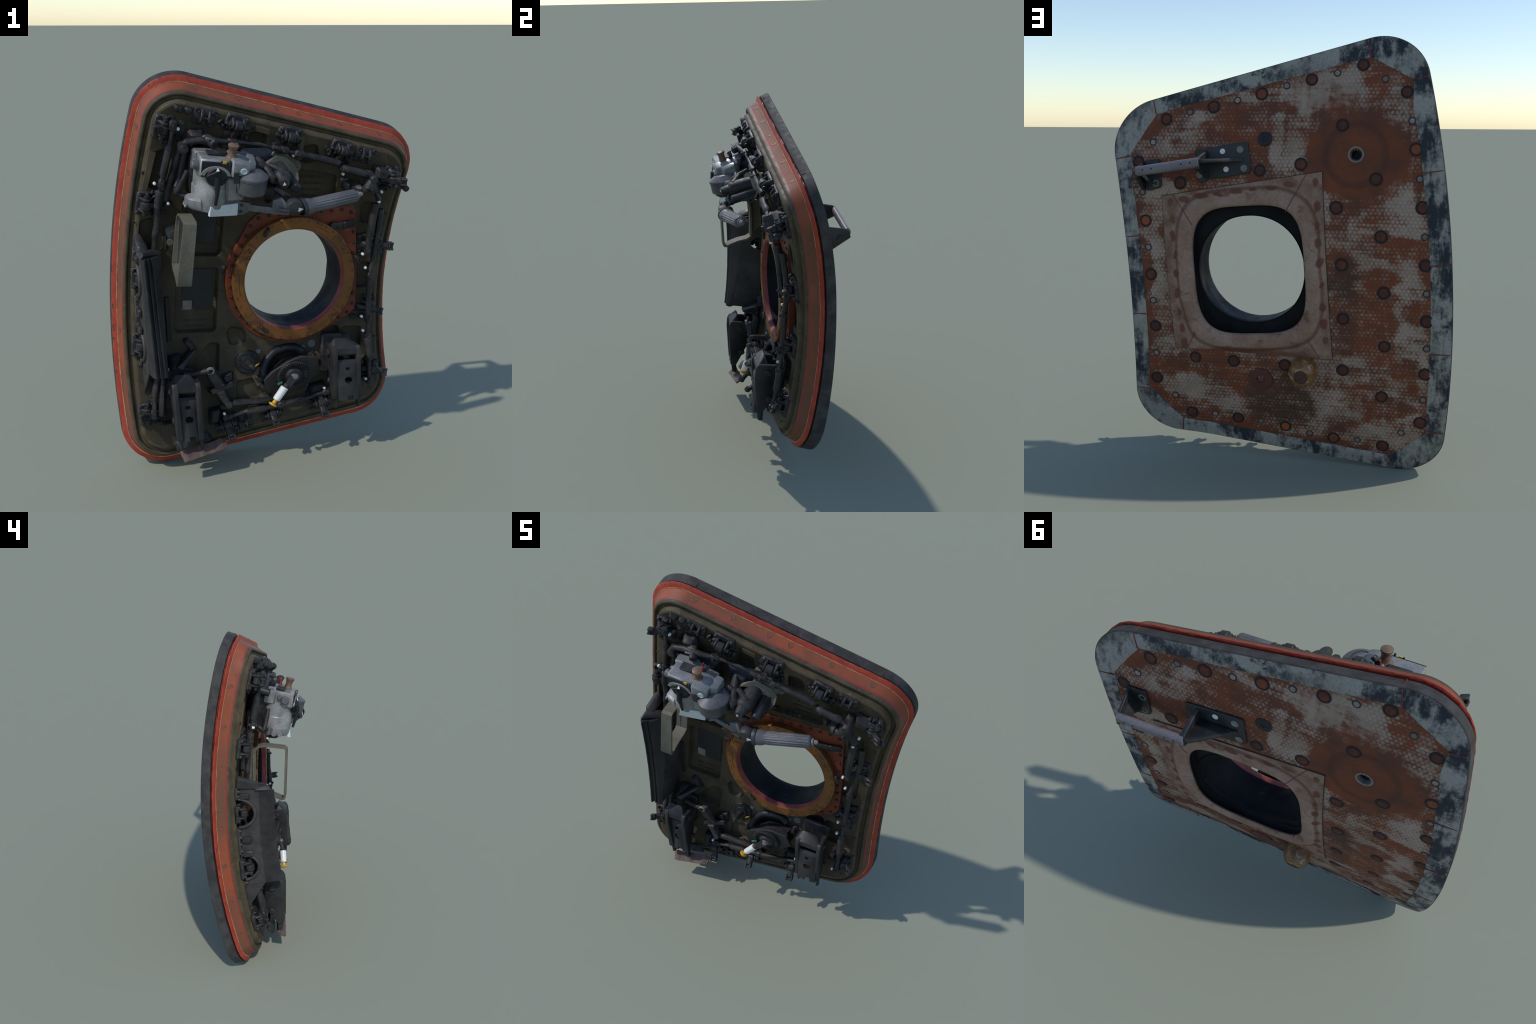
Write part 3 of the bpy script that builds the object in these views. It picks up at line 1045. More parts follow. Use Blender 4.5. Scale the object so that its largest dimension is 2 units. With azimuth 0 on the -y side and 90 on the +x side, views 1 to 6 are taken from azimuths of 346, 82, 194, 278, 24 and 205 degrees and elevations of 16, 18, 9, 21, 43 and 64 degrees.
def flange_outline():
    P = [(0.345, 0.300), (0.337, 0.334), (0.300, 0.357), (-0.009, 0.361), (-0.160, 0.354), (-0.190, 0.345), (-0.232, 0.309), (-0.313, 0.163), (-0.333, 0.135)]
    for a in np.linspace(163, 286, 40):
        r = 0.354
        P.append((r * math.cos(math.radians(a)), r * math.sin(math.radians(a))))
    P += [(0.237, -0.277), (0.322, -0.230), (0.345, -0.205), (0.353, -0.175), (0.355, -0.078), (0.347, 0.184)]
    return np.array(P)


FP = flange_outline()
an = corner_angles((0, 0), [FP], 200)
ro = ray_poly((0, 0), an, FP)
rows = []
for r, o in ((0.27 + 0 * ro, FO), (0.300 + 0 * ro, FO), (ro - 0.0025, FO), (ro, FO - 0.003), (ro, FO - 0.035)):
    rows.append(np.column_stack([r * np.cos(an), r * np.sin(an), np.full(len(an), o)]))
flange = part('window_flange', G().rings(rows, cap0=False, cap1=False), M['flange'], hatch, fn=W)

# flange bolts every 5.5 cm along the outline
ins = ro - 0.021
pl = np.column_stack([ins * np.cos(an), ins * np.sin(an)])
seg = np.linalg.norm(np.roll(pl, -1, 0) - pl, axis=1)
cum = np.concatenate([[0], np.cumsum(seg)])
nb = int(round(cum[-1] / 0.0555))
bolt = G().lathe((0, 0, 0), (0, 0, 1), [(0.0088, -0.004), (0.0088, 0.004), (0.0070, 0.0065), (0.0045, 0.0075), (0.0001, 0.0078)], 12, caps=False)
bolt_me = make_mesh('flange_bolt', bolt, ident, M['dark'])
for i in range(nb):
    s = (i + 0.35) * cum[-1] / nb
    j = min(int(np.searchsorted(cum, s)) - 1, len(pl) - 1)
    t = (s - cum[j]) / seg[j]
    c = pl[j] * (1 - t) + pl[(j + 1) % len(pl)] * t
    put('flange_bolt', bolt_me, flange, wframe_m(c[0], c[1], FO))

# retaining cleats on the ring
cleat = G().hull([(x, y, z) for x in (-0.026, 0.026) for y in (-0.0085, 0.0085) for z in (0, 0.014)], 0.004)
cleat.cyl((0.014, 0, 0.010), (0.014, 0, 0.020), 0.0075, n=12)
cleat_me = make_mesh('ring_cleat', cleat, ident, M['dark'])
for x, z, a in ((-0.152, 0.263, 62), (-0.165, -0.250, -38), (0.335, 0.080, 108)):
    put('ring_cleat', cleat_me, ring, wframe_m(x, z, 0.0, math.radians(a)))
# bent clip at the flange corner
g = G()
g.cyl((0.352, 0.306, 0.195), (0.352, 0.306, 0.222), 0.017, n=14)
g.hull([(0.352, 0.322, 0.205), (0.352, 0.290, 0.205), (0.352, 0.322, 0.221), (0.352, 0.290, 0.221), (0.41, 0.326, 0.203), (0.41, 0.284, 0.203), (0.41, 0.326, 0.214), (0.41, 0.284, 0.214)], 0.003)
g.hull([(0.41, 0.326, 0.203), (0.41, 0.284, 0.203), (0.41, 0.326, 0.214), (0.41, 0.284, 0.214), (0.475, 0.338, 0.192), (0.475, 0.296, 0.192), (0.475, 0.338, 0.200), (0.475, 0.296, 0.200)], 0.003)
part('flange_clip', g, M['dark'], flange)

# ------------------------------------------------------------------ plugs and screws of the skin
plug = G().lathe((0, 0, 0), (0, 0, -1), [(0.0300, -0.004), (0.0300, 0.0006), (0.0290, 0.0016), (0.0235, 0.0018), (0.0215, 0.0002), (0.0205, 0.0002), (0.0190, 0.0022), (0.0001, 0.0026)], 28, caps=False)
plug_me = make_mesh('ablator_plug', plug, ident, M['plug'])
PLUGS = [(.531, .679), (.300, .719), (.071, .760), (-.160, .806), (-.392, .852), (-.578, .715), (-.608, .464), (-.293, .591), (-.431, .345),
         (-.100, .430), (-.250, .229), (.469, .377), (.090, .413), (.641, -.042), (.646, -.293), (-.442, .092), (-.442, -.159), (-.431, -.410),
         (-.261, -.026), (-.253, -.275), (-.233, -.526), (-.626, .211), (-.629, -.042), (-.624, -.295), (-.606, -.547), (-.572, -.797), (-.404, -.662)]
PLUGS = [(p, q + 0.0435) for p, q in PLUGS]
PLUGS += [(.647, .2555), (.470, -.4145), (.282, -.4345), (.036, -.4565), (.677, -.5165), (.672, .5315), (.533, -.7165), (.301, -.7465), (.070, -.7905), (-.159, -.8495), (-.390, -.8875)]
for p, q in PLUGS:
    s = 1 + random.uniform(-0.06, 0.05)
    put('ablator_plug', plug_me, shield, frame(p, q, 0.0020, random.uniform(0, 6)) @ Matrix.Diagonal((s, s, 1, 1)))
screw = G().lathe((0, 0, 0), (0, 0, -1), [(0.0170, -0.004), (0.0170, 0.0004), (0.0160, 0.0012), (0.0128, 0.0014), (0.0115, 0.0004), (0.0108, 0.0004), (0.0100, 0.0020), (0.0001, 0.0024)], 20, caps=False)
screw_me = make_mesh('skin_screw', screw, ident, M['screw'])
SCREWS = [(.415, .7465), (.186, .7835), (-.045, .8315), (-.276, .8695), (-.486, .8235), (-.596, .6325), (-.619, .3795), (-.631, .1275), (-.628, -.1245), (-.618, -.3795),
          (-.591, -.6325), (-.481, -.8105), (-.273, -.858), (-.045, -.8265), (.188, -.7625), (.415, -.7265), (.600, -.6165), (.660, -.3855), (.643, -.1235), (.643, .1305), (.656, .3895), (.598, .6185)]
for p, q in SCREWS:
    put('skin_screw', screw_me, shield, frame(p, q, 0.0022, random.uniform(0, 6)))
# dark vent plug and small round boss
g = G().lathe((0.061, 0.5965, 0.002), (0, 0, -1), [(0.034, -0.003), (0.034, 0.001), (0.030, 0.003), (0.012, 0.003), (0.010, 0.0), (0.0001, 0.0)], 28, caps=False)
part('vent_plug', g, M['black'], shield)
g = G().lathe((0.159, -0.5295, 0.002), (0, 0, -1), [(0.056, -0.003), (0.056, 0.004), (0.053, 0.007), (0.022, 0.008), (0.019, 0.004), (0.016, -0.004), (0.0001, -0.004)], 32, caps=False)
part('fill_port', g, grimy('dark_red_boss', (0.115, 0.030, 0.024), (0.085, 0.028, 0.022), 20, 0.5), shield)
g = G()
for p, q in ((.215, -.592), (.125, -.602)):
    g.lathe((p, q, 0.002), (0, 0, -1), [(0.034, -0.002), (0.034, 0.0008), (0.032, 0.0016), (0.0001, 0.0018)], 24, caps=False)
part('round_scar', g, grimy('scar_brown', (0.11, 0.045, 0.026), (0.085, 0.04, 0.026), 25, 0.6), shield)
# glazed projecting cap
g = G().lathe((-0.052, -0.476, 0.004), (0, -0.02, -1), [(0.066, -0.004), (0.065, 0.020), (0.0645, 0.048), (0.060, 0.064), (0.048, 0.080), (0.036, 0.089), (0.033, 0.0895)], 40, caps=False)
cap = part('glazed_cap', g, M['cap'], hatch)
g = G().lathe((-0.052, -0.476, 0.004), (0, -0.02, -1), [(0.034, 0.084), (0.033, 0.0882), (0.018, 0.0885), (0.0001, 0.0885)], 32, caps=False)
part('cap_socket', g, grimy('socket_brown', (0.075, 0.030, 0.024), (0.055, 0.025, 0.022), 25, 0.5), cap)

# grab handle on the skin
g = G()
g.prism([(.648, .530), (.566, .538), (.556, .418), (.566, .404), (.622, .392), (.640, .402)], 0.0, 0.011, 0.003, o=(0, 0, 0.002), ex=(1, 0, 0), ey=(0, 1, 0))
g.xf(np.array([[1, 0, 0, 0], [0, 1, 0, 0], [0, 0, -1, 0.002], [0, 0, 0, 1]]))
# short bracket web
g.hull([(.650, .530, -.006), (.652, .395, -.006), (.640, .530, -.006), (.642, .395, -.006), (.636, .492, -.112), (.636, .440, -.130), (.626, .492, -.112), (.626, .440, -.130), (.637, .475, -.128), (.627, .475, -.128)], .003)
g.lathe((.6445, .455, -.075), (1, 0, 0), [(.013, -.004), (.013, .0045), (.0001, .0045)], 18, caps=False)
g.hull([(.650, .480, -.008), (.640, .480, -.008), (.60, .415, -.008), (.592, .424, -.008), (.628, .462, -.116), (.620, .462, -.116)], 0.003)
handle = part('grab_handle', g, M['bumper'], hatch)
g = G()
g.prism([(.389, .562), (.378, .568), (.150, .590), (.140, .583), (.128, .455), (.137, .446), (.330, .428), (.362, .415), (.380, .424)], 0.0, 0.011, 0.003)
g.xf(np.array([[1, 0, 0, 0], [0, 1, 0, 0], [0, 0, -1, 0.002], [0, 0, 0, 1]]))
# cross web and long fin of the big bracket
g.hull([(.345, .560, -.008), (.328, .560, -.008), (.345, .432, -.008), (.328, .432, -.008), (.352, .520, -.122), (.332, .520, -.122), (.352, .462, -.128), (.332, .462, -.128)], 0.004)
g.hull([(.345, .507, -.008), (.345, .493, -.008), (.165, .517, -.008), (.165, .503, -.008), (.340, .507, -.126), (.340, .490, -.126), (.318, .507, -.128), (.318, .490, -.128)], 0.004)
part('handle_bracket', g, M['bumper'], handle)
g = G()
nr = 20
a, b = np.array([.632, .470, -.118]), np.array([.335, .494, -.122])
g.tube([a + (b - a) * t for t in np.linspace(0, 1, 8)], 0.022, 16, flat=0.8)
part('handle_bar', g, M['handlebar'], handle, wobble=0.001)
g = G()
for p, q in ((.585, .50), (.585, .425), (.175, .555), (.160, .470), (.37, .452)):
    g.lathe((p, q, -0.008), (0, 0, -1), [(0.016, -0.002), (0.016, 0.003), (0.013, 0.004), (0.009, 0.002), (0.0001, 0.002)], 16, caps=False)
part('bracket_bolt', g, M['patch'], handle, kind='stuff')
g = G()
for p, q in ((.258, .552), (.244, .470)):
    g.lathe((p, q, -0.008), (0, 0, -1), [(0.0125, -0.002), (0.0125, 0.002), (0.0001, 0.002)], 18, caps=False)
part('bracket_stud', g, M['white'], handle, kind='stuff')
g = G()
for t in (0.12, 0.26, 0.74, 0.88):
    c = a + (b - a) * t
    g.cyl(c + np.array([0, 0.0, -0.0165]), c + np.array([0, 0, -0.0185]), 0.0045, n=10)
part('bar_rivet', g, M['bumper'], handle, kind='stuff')

# ------------------------------------------------------------------ inner panel with machined pockets
PB = 0.1765


def sd_poly(P, poly):
    """signed distance to a polygon, negative inside"""
    poly = np.asarray(poly, float)
    Q = np.roll(poly, -1, 0)
    d = np.full(len(P), 1e9)
    ins = np.zeros(len(P), bool)
    for a, b in zip(poly, Q):
        e, w = b - a, P - a
        t = np.clip((w @ e) / (e @ e), 0, 1)
        d = np.minimum(d, np.linalg.norm(w - np.outer(t, e), axis=1))
        c1 = (a[1] <= P[:, 1]) & (b[1] > P[:, 1])
        c2 = (a[1] > P[:, 1]) & (b[1] <= P[:, 1])
        cr = e[0] * w[:, 1] - e[1] * w[:, 0]
        ins ^= (c1 & (cr > 0)) | (c2 & (cr < 0))
    return np.where(ins, -d, d)


# (outline, corner radius, depth)
POCKETS = [
    ([(-.400, .42), (-.240, .42), (-.240, .145), (-.400, .145)], .022, .038),
    ([(-.412, .035), (-.246, .035), (-.246, -.275), (-.412, -.275)], .022, .038),
    ([(-.245, -.385), (-.222, -.385), (-.222, -.512), (-.330, -.490)], .020, .036),
    ([(-.135, -.305), (-.095, -.315), (-.085, -.345), (-.125, -.350)], .026, .026),
    ([(-.550, .640), (-.525, .650), (-.545, .500), (-.565, .510)], .030, .045),
    ([(-.100, .765), (-.070, .765), (-.070, .715), (-.105, .715)], .028, .035),
    ([(.165, .705), (.200, .715), (.210, .680), (.170, .670)], .028, .035),
    ([(.010, .560), (.150, .580), (.325, .558), (.325, .450), (.010, .440)], .025, .036),
    ([(.530, .060), (.585, .060), (.585, -.050), (.530, -.050)], .018, .032),
    ([(.530, .405), (.560, .405), (.565, .330), (.535, .330)], .024, .032),
    ([(.385, -.320), (.430, -.320), (.430, -.345), (.385, -.345)], .026, .050),
    ([(.490, -.325), (.560, -.325), (.560, -.430), (.490, -.430)], .025, .036),
    ([(-.600, .090), (-.575, .100), (-.575, .300), (-.605, .290)], .022, .035),
    ([(-.480, -.700), (-.430, -.700), (-.430, -.760), (-.480, -.760)], .028, .030),
    ([(-.400, .680), (-.360, .690), (-.350, .620), (-.390, .610)], .022, .032),
    ([(-.08, -.60), (.02, -.585), (.02, -.66), (-.08, -.68)], .02, .018),
    ([(.100, -.470), (.155, -.448), (.215, -.460), (.215, -.520), (.100, -.520)], .030, .050),
]
RCp = (4.07 - 3.906, 0.0)
PC = (0.156, 0.002)
an = np.linspace(-math.pi, math.pi, 900, endpoint=False)
ro = ray_poly(PC, an, inset(0.1055))
fl3 = []
K = 130
rows = []
for k in range(K + 1):
    t = (k / K) ** 0.9
    r = 0.285 + (ro - 0.285) * t
    P = np.column_stack([PC[0] + r * np.cos(an), PC[1] + r * np.sin(an)])
    h = np.full(len(an), PB)
    for poly, rad, dep in POCKETS:
        d = sd_poly(P, poly) - rad
        x = np.clip((0.004 - d) / 0.010, 0, 1)
        h -= dep * x * x * (3 - 2 * x)
    h += 0.0012 * np.array([noise.noise(Vector((a * 7, b * 7, 2))) for a, b in P])
    rows.append(np.column_stack([P, h]))
panel = part('inner_panel', G().rings(rows, cap0=False, cap1=False), M['olive'], hatch, angle=50)

# raised tan web pads along the edges of the panel and worn primer patches
g = G()
for poly in ([(-.255, .70), (-.225, .70), (-.215, .80), (-.25, .80)], [(-.10, .83), (-.03, .815), (-.03, .785), (-.10, .80)], [(.125, .79), (.15, .785), (.15, .66), (.125, .665)],
             [(.01, -.50), (.06, -.535), (.105, -.655), (.02, -.64), (-.02, -.56)], [(.325, -.425), (.36, -.46), (.355, -.56), (.26, -.62), (.305, -.52)],
             [(-.53, -.575), (-.45, -.60), (-.45, -.66), (-.555, -.64)], [(.575, -.475), (.645, -.455), (.655, -.47), (.655, -.60), (.60, -.50)],
             [(-.60, .68), (-.565, .665), (-.60, .46), (-.625, .47)]):
    g.prism(poly, PB - 0.004, PB + 0.004, 0.002)
part('panel_pad', g, M['tan'], panel, kind='stuff')
g = G()
for p, q, s in ((.301, -.388, .022), (.255, -.405, .011), (.010, -.419, .013), (-.20, .06, .010)):
    g.lathe((p, q, PB), (0, 0, 1), [(s, -0.003), (s * .97, 0.0016), (0.0001, 0.0018)], 14, caps=False)
part('panel_chip', g, M['bluegrey'], panel, kind='stuff')

# placards with small print
g = G()
g.prism([(-.395, .385), (-.2425, .385), (-.2425, .172), (-.325, .178), (-.340, .195), (-.395, .21)], 0.1385, 0.1415, 0.001)
part('placard', g, M['placard'], panel)
g = G()
g.prism([(-.398, .040), (-.2425, .040), (-.2425, -.184), (-.325, -.184), (-.338, -.172), (-.344, -.128), (-.385, -.122), (-.398, -.108)], 0.1385, 0.1415, 0.001)
part('placard', g, M['placard'], panel)
g = G().box((-.3685, -.158, .1405), (.048, .050, .003), ch=0.0008)
part('paper_patch', g, M['patch'], panel)
g = G().prism([(-.494, -.100), (-.471, -.100), (-.449, -.337), (-.472, -.347)], PB - .002, PB + .008, 0.003)
part('edge_pad', g, M['black'], panel)


def lettering(name, s, size, place, mat, parent, fn=H, depth=0.0012):
    cu = bpy.data.curves.new(name, 'FONT')
    cu.body = s
    cu.size = size
    cu.extrude = depth
    cu.resolution_u = 2
    cu.align_x = 'CENTER'
    cu.align_y = 'CENTER'
    ob = bpy.data.objects.new(name, cu)
    bpy.context.scene.collection.objects.link(ob)
    dg = bpy.context.evaluated_depsgraph_get()
    me0 = bpy.data.meshes.new_from_object(ob.evaluated_get(dg))
    V = np.array([v.co[:] for v in me0.vertices])
    F = [tuple(p.vertices) for p in me0.polygons]
    bpy.data.objects.remove(ob)
    bpy.data.curves.remove(cu)
    bpy.data.meshes.remove(me0)
    x, y, z, ang = place
    c, sn = math.cos(ang), math.sin(ang)
    V2 = np.column_stack([x + V[:, 0] * c - V[:, 1] * sn, y + V[:, 0] * sn + V[:, 1] * c, z + V[:, 2]])
    g = G()
    g.v, g.f = [tuple(k) for k in V2], F
    return part(name, g, mat, parent, fn=fn, angle=30)


lettering('stencil', 'DISC 311-29500', .0165, (-.326, -.242, .1395, 0), M['ink'], panel)
lettering('stencil', 'V36-331205-461', .0160, (-.330, -.272, .1395, 0), M['ink'], panel)
lettering('stencil', 'V36-331205  DISC', .0165, (.225, .555, .1412, 0), M['ink'], panel)
lettering('stencil', '4311-29075-01', .0165, (.240, .519, .1412, 0), M['ink'], panel)
lettering('stencil', 'DISC 311-29075', .0165, (.225, .483, .1412, 0), M['ink'], panel)
lettering('stencil', 'V36-331207-11', .0165, (.235, .450, .1412, 0), M['ink'], panel)
for s, x, z, a in (('XOXO', -.205, -.205, 0), ('25R', -.185, -.225, 48), ('906', .215, -.205, 8), ('L.50', .245, -.165, -40), ('PK2', .075, -.282, 80), ('OXO', .115, .285, -35), ('P.S', .23, .195, -40),
                   ('R.V', .262, .145, 40), ('90.', -.230, .165, -35), ('LX02', -.255, .130, 0)):
    lettering('pen_mark', s, .028, (x * 1.03, z * 1.03, .0004, math.radians(a)), M['penink'], ring, fn=W, depth=0.0006)
g = G()
for a0, a1 in ((170, 192), (298, 312), (52, 66)):
    pth = [(0.294 * math.cos(math.radians(a)), 0.294 * math.sin(math.radians(a)), 0.0004) for a in np.linspace(a0, a1, 10)]
    g.tube(pth, 0.0011, 5)
for a, l in ((146, .05), (139, .05), (222, .05), (214, .045), (320, .05), (312, .045), (45, .05), (24, .045)):
    c, s = math.cos(math.radians(a)), math.sin(math.radians(a))
    g.tube([(0.272 * c, 0.272 * s, .0004), ((0.272 + l) * c, (0.272 + l) * s, .0004)], 0.0011, 5)
part('pen_stroke', g, M['penink'], ring, fn=W, kind='stuff')

# screw holes of the panel
g = G()
for p, q in ((.604, .6935), (.640, -.6635), (.649, .3705), (.66, .13), (.655, -.36), (-.655, .30), (-.62, .56), (-.36, .80), (.13, .775), (-.115, .815), (-.34, -.67), (.22, -.70), (-.20, .03), (-.46, -.33), (.42, .62)):
    g.lathe((p, q, PB), (0, 0, 1), [(0.0085, -0.002), (0.0085, 0.0022), (0.006, 0.0028), (0.0045, 0.0004), (0.0001, 0.0004)], 12, caps=False)
part('panel_fastener', g, M['dark'], panel, kind='stuff')

# ------------------------------------------------------------------ latches
def latch_body():
    g = G()
    g.hull([(x, y, z) for x, y in ((-.052, .058), (.050, .062), (.054, .004), (-.055, .000)) for z in (-.004, .015)], 0.005)
    for x, y in ((-.040, .047), (.040, .050), (-.042, .012), (.041, .014)):
        g.cyl((x, y, .012), (x, y, .025), .0095, .008, 10)
    for sx in (-1, 1):
        g.hull([(sx * .020, .052, .010), (sx * .033, .052, .010), (sx * .020, -.018, .010), (sx * .033, -.018, .010),
                (sx * .019, .034, .058), (sx * .031, .034, .058), (sx * .019, .008, .060), (sx * .031, .008, .060)], 0.004)
    g.cyl((-.046, .020, .044), (.044, .022, .044), .0115, n=12)
    g.hull([(x, y, z) for x, y in ((-.046, -.036), (.046, -.040), (.042, -.074), (-.048, -.070)) for z in (-.004, .011)], 0.004)
    for x, y in ((-.034, -.055), (.032, -.057)):
        g.cyl((x, y, .008), (x, y, .020), .0085, .007, 10)
    g.hull([(-.014, .010, .02), (.014, .010, .02), (-.014, -.046, .006), (.014, -.046, .006), (-.012, .005, .052), (.012, .005, .052), (-.011, -.040, .040), (.011, -.040, .040)], 0.005)
    return g


def latch_roller():
    g = G()
    g.cyl((-.017, .022, .044), (.017, .022, .044), .023, n=18, ch=.004)
    return g


def latch_pawl():
    g = G()
    g.hull([(x, y, z) for x in (-.014, .016) for y, z in ((.020, .036), (.020, .060), (.058, .058), (.056, .078))], .006)
    for sx in (-1, 1):
        g.hull([(.001 + sx * .009, .050, .060), (.001 + sx * .019, .050, .060), (.001 + sx * .009, .080, .070), (.001 + sx * .019, .080, .070),
                (.001 + sx * .009, .050, .088), (.001 + sx * .019, .050, .088), (.001 + sx * .009, .078, .098), (.001 + sx * .018, .078, .098)], .004)
    g.cyl((-.017, .072, .083), (.019, .072, .083), .0075, n=10)
    g.box((.001, .056, .072), (.034, .014, .024), rotm(-20, 0, 0), .004)
    return g


latch_me = make_mesh('latch', latch_body(), ident, M['dark'], wobble=0.0022)
roller_me = make_mesh('latch_roller', latch_roller(), ident, M['dark'])
pawl_me = make_mesh('latch_pawl', latch_pawl(), ident, M['dark'], wobble=0.0015)
DEG = math.radians
# centre (p, q) and direction of the outer edge; the pawl throws outwards on the sides and bottom
LATCHES = [(-.203, .815, 79, 0), (.065, .765, 79, 0), (.335, .715, 79, 0),
           (-.520, .795, 172, 1), (-.585, .405, 176, 0), (-.598, .010, 180, 0), (-.582, -.350, 184, 0), (-.545, -.728, 187, 1),
           (.608, .585, 4, 1), (.582, .195, 2, 1), (.578, -.178, -2, 1), (.618, -.545, -5, 1),
           (-.165, -.785, -79, 1), (.080, -.745, -79, 1), (.345, -.695, -79, 1)]
for i, (p, q, a, pawl) in enumerate(LATCHES):
    s = 1.08 + 0.06 * math.sin(i * 2.3)
    m = frame(p, q, PB - 0.001, DEG(a - 90 + 3 * math.sin(i * 1.7))) @ Matrix.Diagonal((s * (1 if i % 2 else -1) * 1.0, s, 1.08 + 0.06 * math.cos(i * 3.1), 1))
    lt = put('latch', latch_me, hatch, m)
    put('latch_roller', roller_me, lt, Matrix.Identity(4))
    if pawl:
        put('latch_pawl', pawl_me, lt, Matrix.Rotation(0.12 * math.sin(i * 4.0), 4, 'X') @ Matrix.Translation((0, -.012 if p < -.4 else 0, 0)))


def lump(seed):
    rr_ = np.random.default_rng(seed)
    g = G()
    for _ in range(3):
        c = rr_.uniform(-.014, .014, 3) * (1, 1, 0) + (0, 0, .008)
        g.hull([c + rr_.uniform(.005, .013, 3) * (sx, sy, sz) for sx in (-1, 1) for sy in (-1, 1) for sz in (-1, 1.3)], .003)
    g.cyl((.004, 0, .004), (.006, .002, .028), .006, n=10)
    return g


lump_me = [make_mesh('latch_fitting', lump(40 + k), ident, M['dark'], wobble=.002) for k in range(5)]
for i, (p, q, a, pawl) in enumerate(LATCHES):
    for k in range(4):
        t = DEG(a + rng.uniform(-20, 20) + (90 if k % 2 else -90))
        d = rng.uniform(.048, .062)
        u = rng.uniform(-.055, .03)
        pp, q2 = p + d * math.cos(t) + u * math.cos(DEG(a)), q + d * math.sin(t) + u * math.sin(DEG(a))
        put('latch_fitting', lump_me[(i + k) % 5], hatch, frame(pp, q2, PB - .002, rng.uniform(0, 6.3)) @ Matrix.Scale(rng.uniform(.8, 1.25), 4))


def lug_bracket():
    g = G()
    g.hull([(x, y, z) for x, y in ((-.054, .040), (.052, .042), (.050, -.042), (-.056, -.038)) for z in (-.004, .010)], 0.005)
    for x, y in ((-.042, .028), (.040, .030), (.038, -.028), (-.044, -.026)):
        g.lathe((x, y, .008), (0, 0, 1), [(.0125, 0), (.0125, .007), (.010, .009), (.007, .004), (.0001, .004)], 12, caps=False)
    for sx in (-.018, .018):
        g.hull([(sx - .007, .036, .008), (sx + .007, .036, .008), (sx - .007, -.036, .008), (sx + .007, -.036, .008),
                (sx - .006, .018, .036), (sx + .006, .018, .036), (sx - .006, -.018, .036), (sx + .006, -.018, .036)], .004)
    g.cyl((-.022, 0, .024), (.022, 0, .024), .008, n=10)
    return g


lug_me = make_mesh('lug_bracket', lug_bracket(), ident, M['dark'], wobble=0.002)
for p, q, a in ((-.352, .860, -11), (.475, .703, -11), (-.070, -.812, 11)):
    put('lug_bracket', lug_me, hatch, frame(p, q, PB, DEG(a)))
g = G()
g.hull([(-.500, .918, PB - .01), (-.455, .912, PB - .01), (-.455, .876, PB - .01), (-.500, .884, PB - .01), (-.496, .913, .205), (-.46, .908, .205), (-.46, .880, .205), (-.496, .888, .205)], .008)
g.hull([(-.450, .908, PB - .01), (-.41, .902, PB - .01), (-.42, .862, PB - .01), (-.448, .872, PB - .01), (-.446, .904, .200), (-.414, .898, .198), (-.424, .868, .196), (-.444, .876, .200)], .007)
part('corner_stop', g, M['dark'], hatch, wobble=.003)

# ------------------------------------------------------------------ linkage rods between the latches
def rod(name, path, rad, parent=hatch, mat='dark', **kw):
    P = np.array(path, float)
    R = np.array([rad] * len(P) if np.isscalar(rad) else rad, float)
    # subdivide so that thick and thin lengths keep crisp shoulders
    pp, rr = [P[0]], [R[0] * 0.8]
    for i in range(len(P) - 1):
        for t in (0.04, 0.3, 0.7, 0.96):
            pp.append(P[i] + (P[i + 1] - P[i]) * t)
            rr.append(R[i])
    pp.append(P[-1])
    rr.append(R[-2] * 0.8 if len(R) > 1 else R[-1])
    return part(name, G().tube(pp, rr, 10), M[mat], parent, wobble=0.0016)


rod('linkage_rod', [(-.505, .832, .240), (-.513, .725, .236), (-.536, .566, .234), (-.545, .489, .232), (-.555, .398, .230)], [.010, .0185, .012, .020, .014])
rod('linkage_rod', [(-.555, .400, .230), (-.551, .311, .230), (-.560, .239, .230), (-.562, .170, .230)], [.0165, .016, .013, .013])
rod('linkage_rod', [(-.463, .744, .240), (-.474, .671, .230), (-.490, .572, .222), (-.519, .435, .220)], [.012, .016, .020, .012])
rod('linkage_rod', [(-.239, .764, .240), (-.088, .757, .240), (-.026, .743, .240), (.035, .730, .240), (.107, .716, .240)], [.010, .010, .0175, .010, .010])
rod('linkage_rod', [(.100, .718, .242), (.156, .709, .242), (.323, .676, .240)], [.015, .0185, .012])
rod('linkage_rod', [(.340, .650, .245), (.472, .622, .248), (.520, .608, .258)], [.021, .015, .012])
rod('linkage_rod', [(.552, .454, .245), (.544, .249, .245), (.550, .156, .245)], [.0195, .016, .012])
rod('linkage_rod', [(.594, .415, .228), (.598, .282, .226), (.589, .109, .230), (.576, .035, .238)], [.0165, .014, .013, .013])
rod('linkage_rod', [(.577, .050, .242), (.578, .000, .242), (.583, -.120, .240), (.589, -.235, .240), (.591, -.345, .240)], [.011, .0145, .016, .010, .010])
rod('linkage_rod', [(.592, -.350, .240), (.606, -.486, .240), (.615, -.612, .240)], [.0205, .014, .012])
rod('linkage_rod', [(-.150, -.693, .222), (.062, -.688, .215)], [.020, .016])
rod('linkage_rod', [(-.154, -.764, .230), (-.063, -.739, .230), (.039, -.731, .230), (.141, -.712, .230), (.246, -.691, .230), (.388, -.653, .230)], [.0115, .0185, .014, .017, .013, .012])
rod('linkage_rod', [(-.520, -.47, .235), (-.536, -.62, .235), (-.535, -.745, .232)], [.018, .0135, .012])
rod('linkage_rod', [(-.495, -.47, .242), (-.500, -.60, .240), (-.500, -.73, .238)], [.014, .018, .012])

